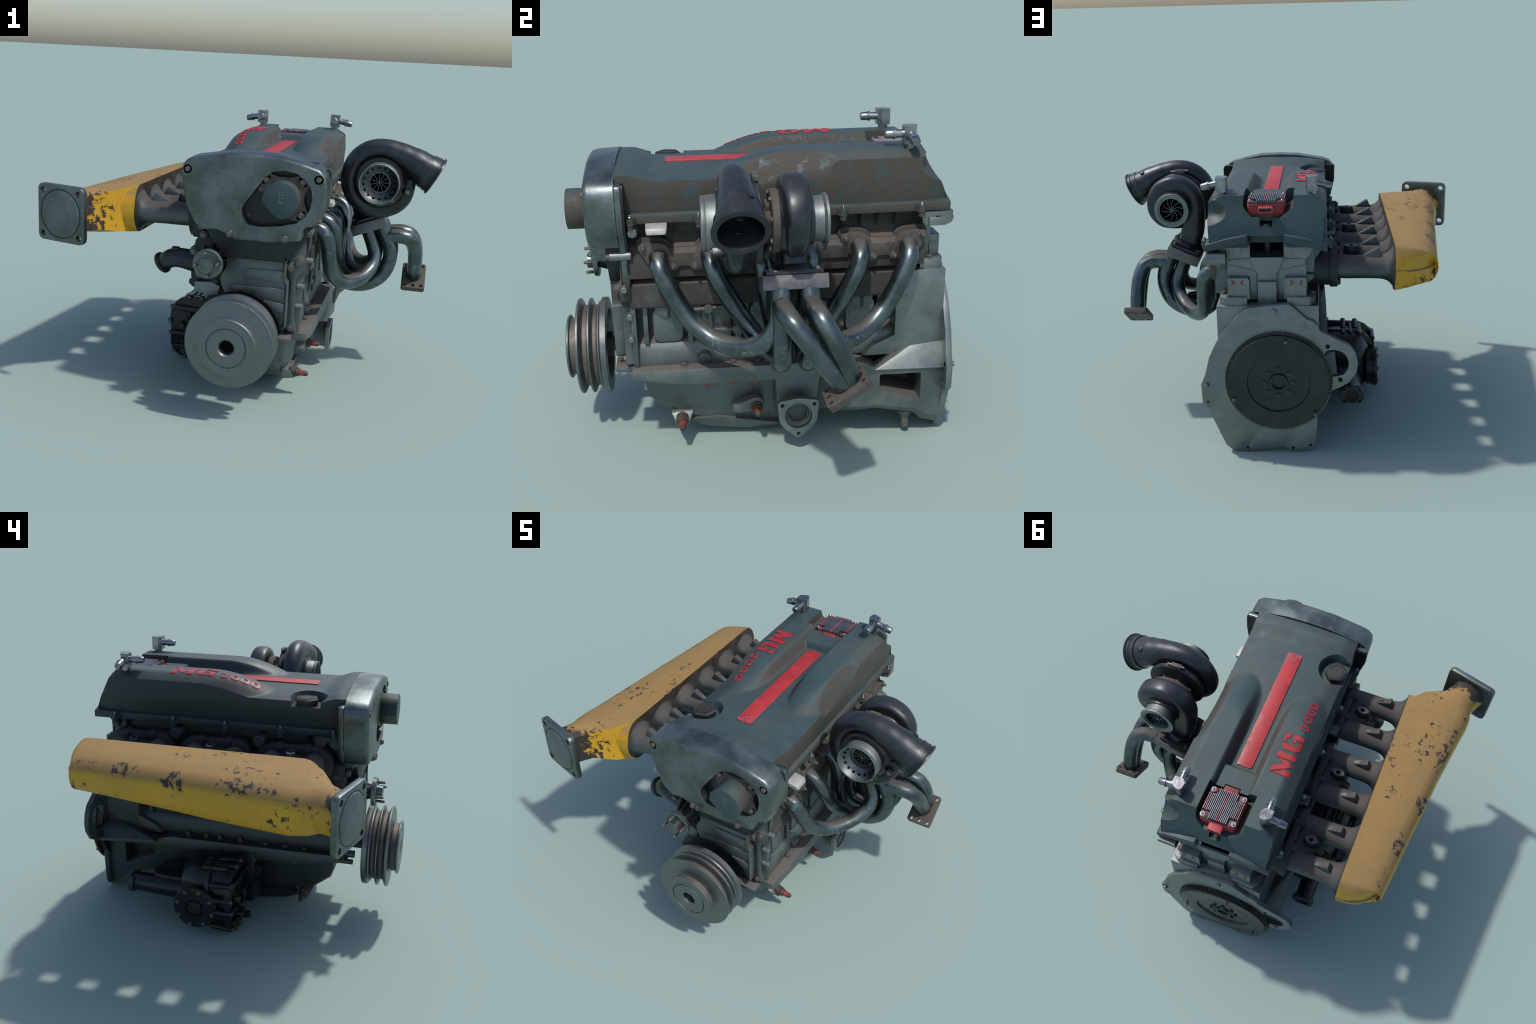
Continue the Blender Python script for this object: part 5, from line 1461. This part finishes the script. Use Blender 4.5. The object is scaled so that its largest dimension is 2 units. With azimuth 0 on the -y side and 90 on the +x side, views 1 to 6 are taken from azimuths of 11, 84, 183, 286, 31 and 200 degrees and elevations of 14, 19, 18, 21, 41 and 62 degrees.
# raised pads and bolts on the front face
prism("gear_pad", round_poly([(-0.475, 0.335), (-0.20, 0.325), (-0.20, 0.295), (-0.36, 0.30), (-0.365, 0.25), (-0.385, 0.25), (-0.395, 0.30), (-0.475, 0.305)], 0.008), 'y', -0.085, -0.055, M_BLACK, gear, bevel=0.004)
prism("gear_pad", rrect(-0.42, 0.155, 0.11, 0.034, 0.012), 'y', -0.080, -0.055, M_BLACK, gear, bevel=0.004)
prism("gear_pad", rrect(-0.41, 0.075, 0.10, 0.036, 0.014), 'y', -0.080, -0.055, M_BLACK, gear, bevel=0.004)
prism("gear_pocket", rrect(-0.335, 0.265, 0.045, 0.09, 0.010), 'y', -0.0640, -0.058, M_VOID, gear)
for x, z in ((-0.415, 0.215), (-0.40, 0.06), (-0.31, 0.10)):
    bolt((x, -0.078, z), (0, -1, 0), 0.020, gear, BM_NWD)
for x, z, r, L_ in ((-0.36, 0.16, 0.028, 0.05), (-0.30, 0.06, 0.02, 0.06), (-0.28, 0.19, 0.035, 0.03), (-0.40, 0.12, 0.015, 0.05)):
    cyl("gear_plug", (x, -0.06, z), (x, -0.06 - L_, z), r, M_BLACK, gear, ch=0.004)
# top ribs
for x in (-0.345, -0.395, -0.30):
    cyl("gear_rib_round", (x, -0.03, 0.374), (x, 0.12, 0.368), 0.017, M_BLACK, gear, ch=0.006, seg=14)
# bearing disc facing -x
DY, DZ = 0.132, 0.172
disc = revolve("bearing_cover", [(0.0, 0), (0.0, 0.106), (0.035, 0.110), (0.040, 0.118), (0.058, 0.120), (0.062, 0.117), (0.066, 0.080), (0.066, 0.050), (0.056, 0.047), (0.056, 0.0)], (-0.436, DY, DZ), (-1, 0, 0), M_BLACK, gear, seg=48)
for k in range(8):
    a = 2 * PI * (k + 0.35) / 8
    bolt((-0.498, DY + 0.100 * math.cos(a), DZ + 0.100 * math.sin(a)), (-1, 0, 0), 0.0115, gear, BM_NW)
revolve("bearing_nut", [(0, 0), (0, 0.034), (0.010, 0.034), (0.012, 0.031), (0.012, 0.026), (0.004, 0.025), (0.004, 0)], (-0.492, DY, DZ), (-1, 0, 0), M_DARK, gear, seg=24)
bm = bmesh.new()
for k in range(8):
    a = 2 * PI * k / 8
    c, s = math.cos(a), math.sin(a)
    bm_prism(bm, [(DY + r * c - w * s, DZ + r * s + w * c) for r, w in ((0.030, -0.004), (0.044, -0.004), (0.044, 0.004), (0.030, 0.004))], 'x', -0.503, -0.492)
finish("nut_key", bm, M_DARK, gear)
# outlet pipe toward the flywheel end
cyl("gear_outlet", (-0.335, 0.18, 0.185), (-0.339, 0.552, 0.193), 0.064, M_BLACK, gear, r1=0.052, seg=28)
hull("gear_shelf", [(x, y, z) for x, y in ((-0.16, 0.20), (-0.16, 0.42), (-0.30, 0.44), (-0.345, 0.42), (-0.36, 0.36), (-0.36, 0.20)) for z in (0.215, 0.262)], M_BLACK, gear, bevel=0.005)
of = prism("outlet_flange", round_poly([(-0.339 + a, 0.193 + b) for a, b in ((-0.048, 0.048), (0.048, 0.048), (0.066, 0.018), (0.066, -0.018), (0.048, -0.048), (-0.048, -0.048), (-0.066, -0.018), (-0.066, 0.018))], 0.012), 'y', 0.532, 0.562, M_BOLTD, gear, bevel=0.003)
cs = [cyl("c", (-0.339, 0.50, 0.193), (-0.339, 0.60, 0.193), 0.037, None, seg=28)]
for a in (-0.043, 0.043):
    for b in (-0.036, 0.036):
        cs.append(cyl("c", (-0.339 + a, 0.50, 0.193 + b), (-0.339 + a, 0.60, 0.193 + b), 0.007, None, seg=10))
cut(of, cs)
cyl("outlet_bore", (-0.339, 0.52, 0.193), (-0.339, 0.545, 0.193), 0.0372, M_VOID, gear, seg=28)
# mounting plate back to the pan
hull("gear_mount", [(-0.10, -0.15, 0.37), (-0.215, -0.12, 0.39), (-0.215, -0.03, 0.39), (-0.10, -0.02, 0.37), (-0.10, -0.14, 0.10), (-0.20, -0.10, 0.08), (-0.20, -0.03, 0.08), (-0.10, -0.02, 0.10)], M_BLACK, gear, bevel=0.006)
prism("gear_strap", [(-0.165, 0.30), (-0.06, 0.10), (-0.045, 0.10), (-0.13, 0.33)], 'x', -0.205, -0.17, M_BLACK, gear)
# tidy: sensible mesh names
for ob in bpy.data.objects:
    if ob.type == 'MESH' and ob.data.users == 1:
        ob.data.name = ob.name
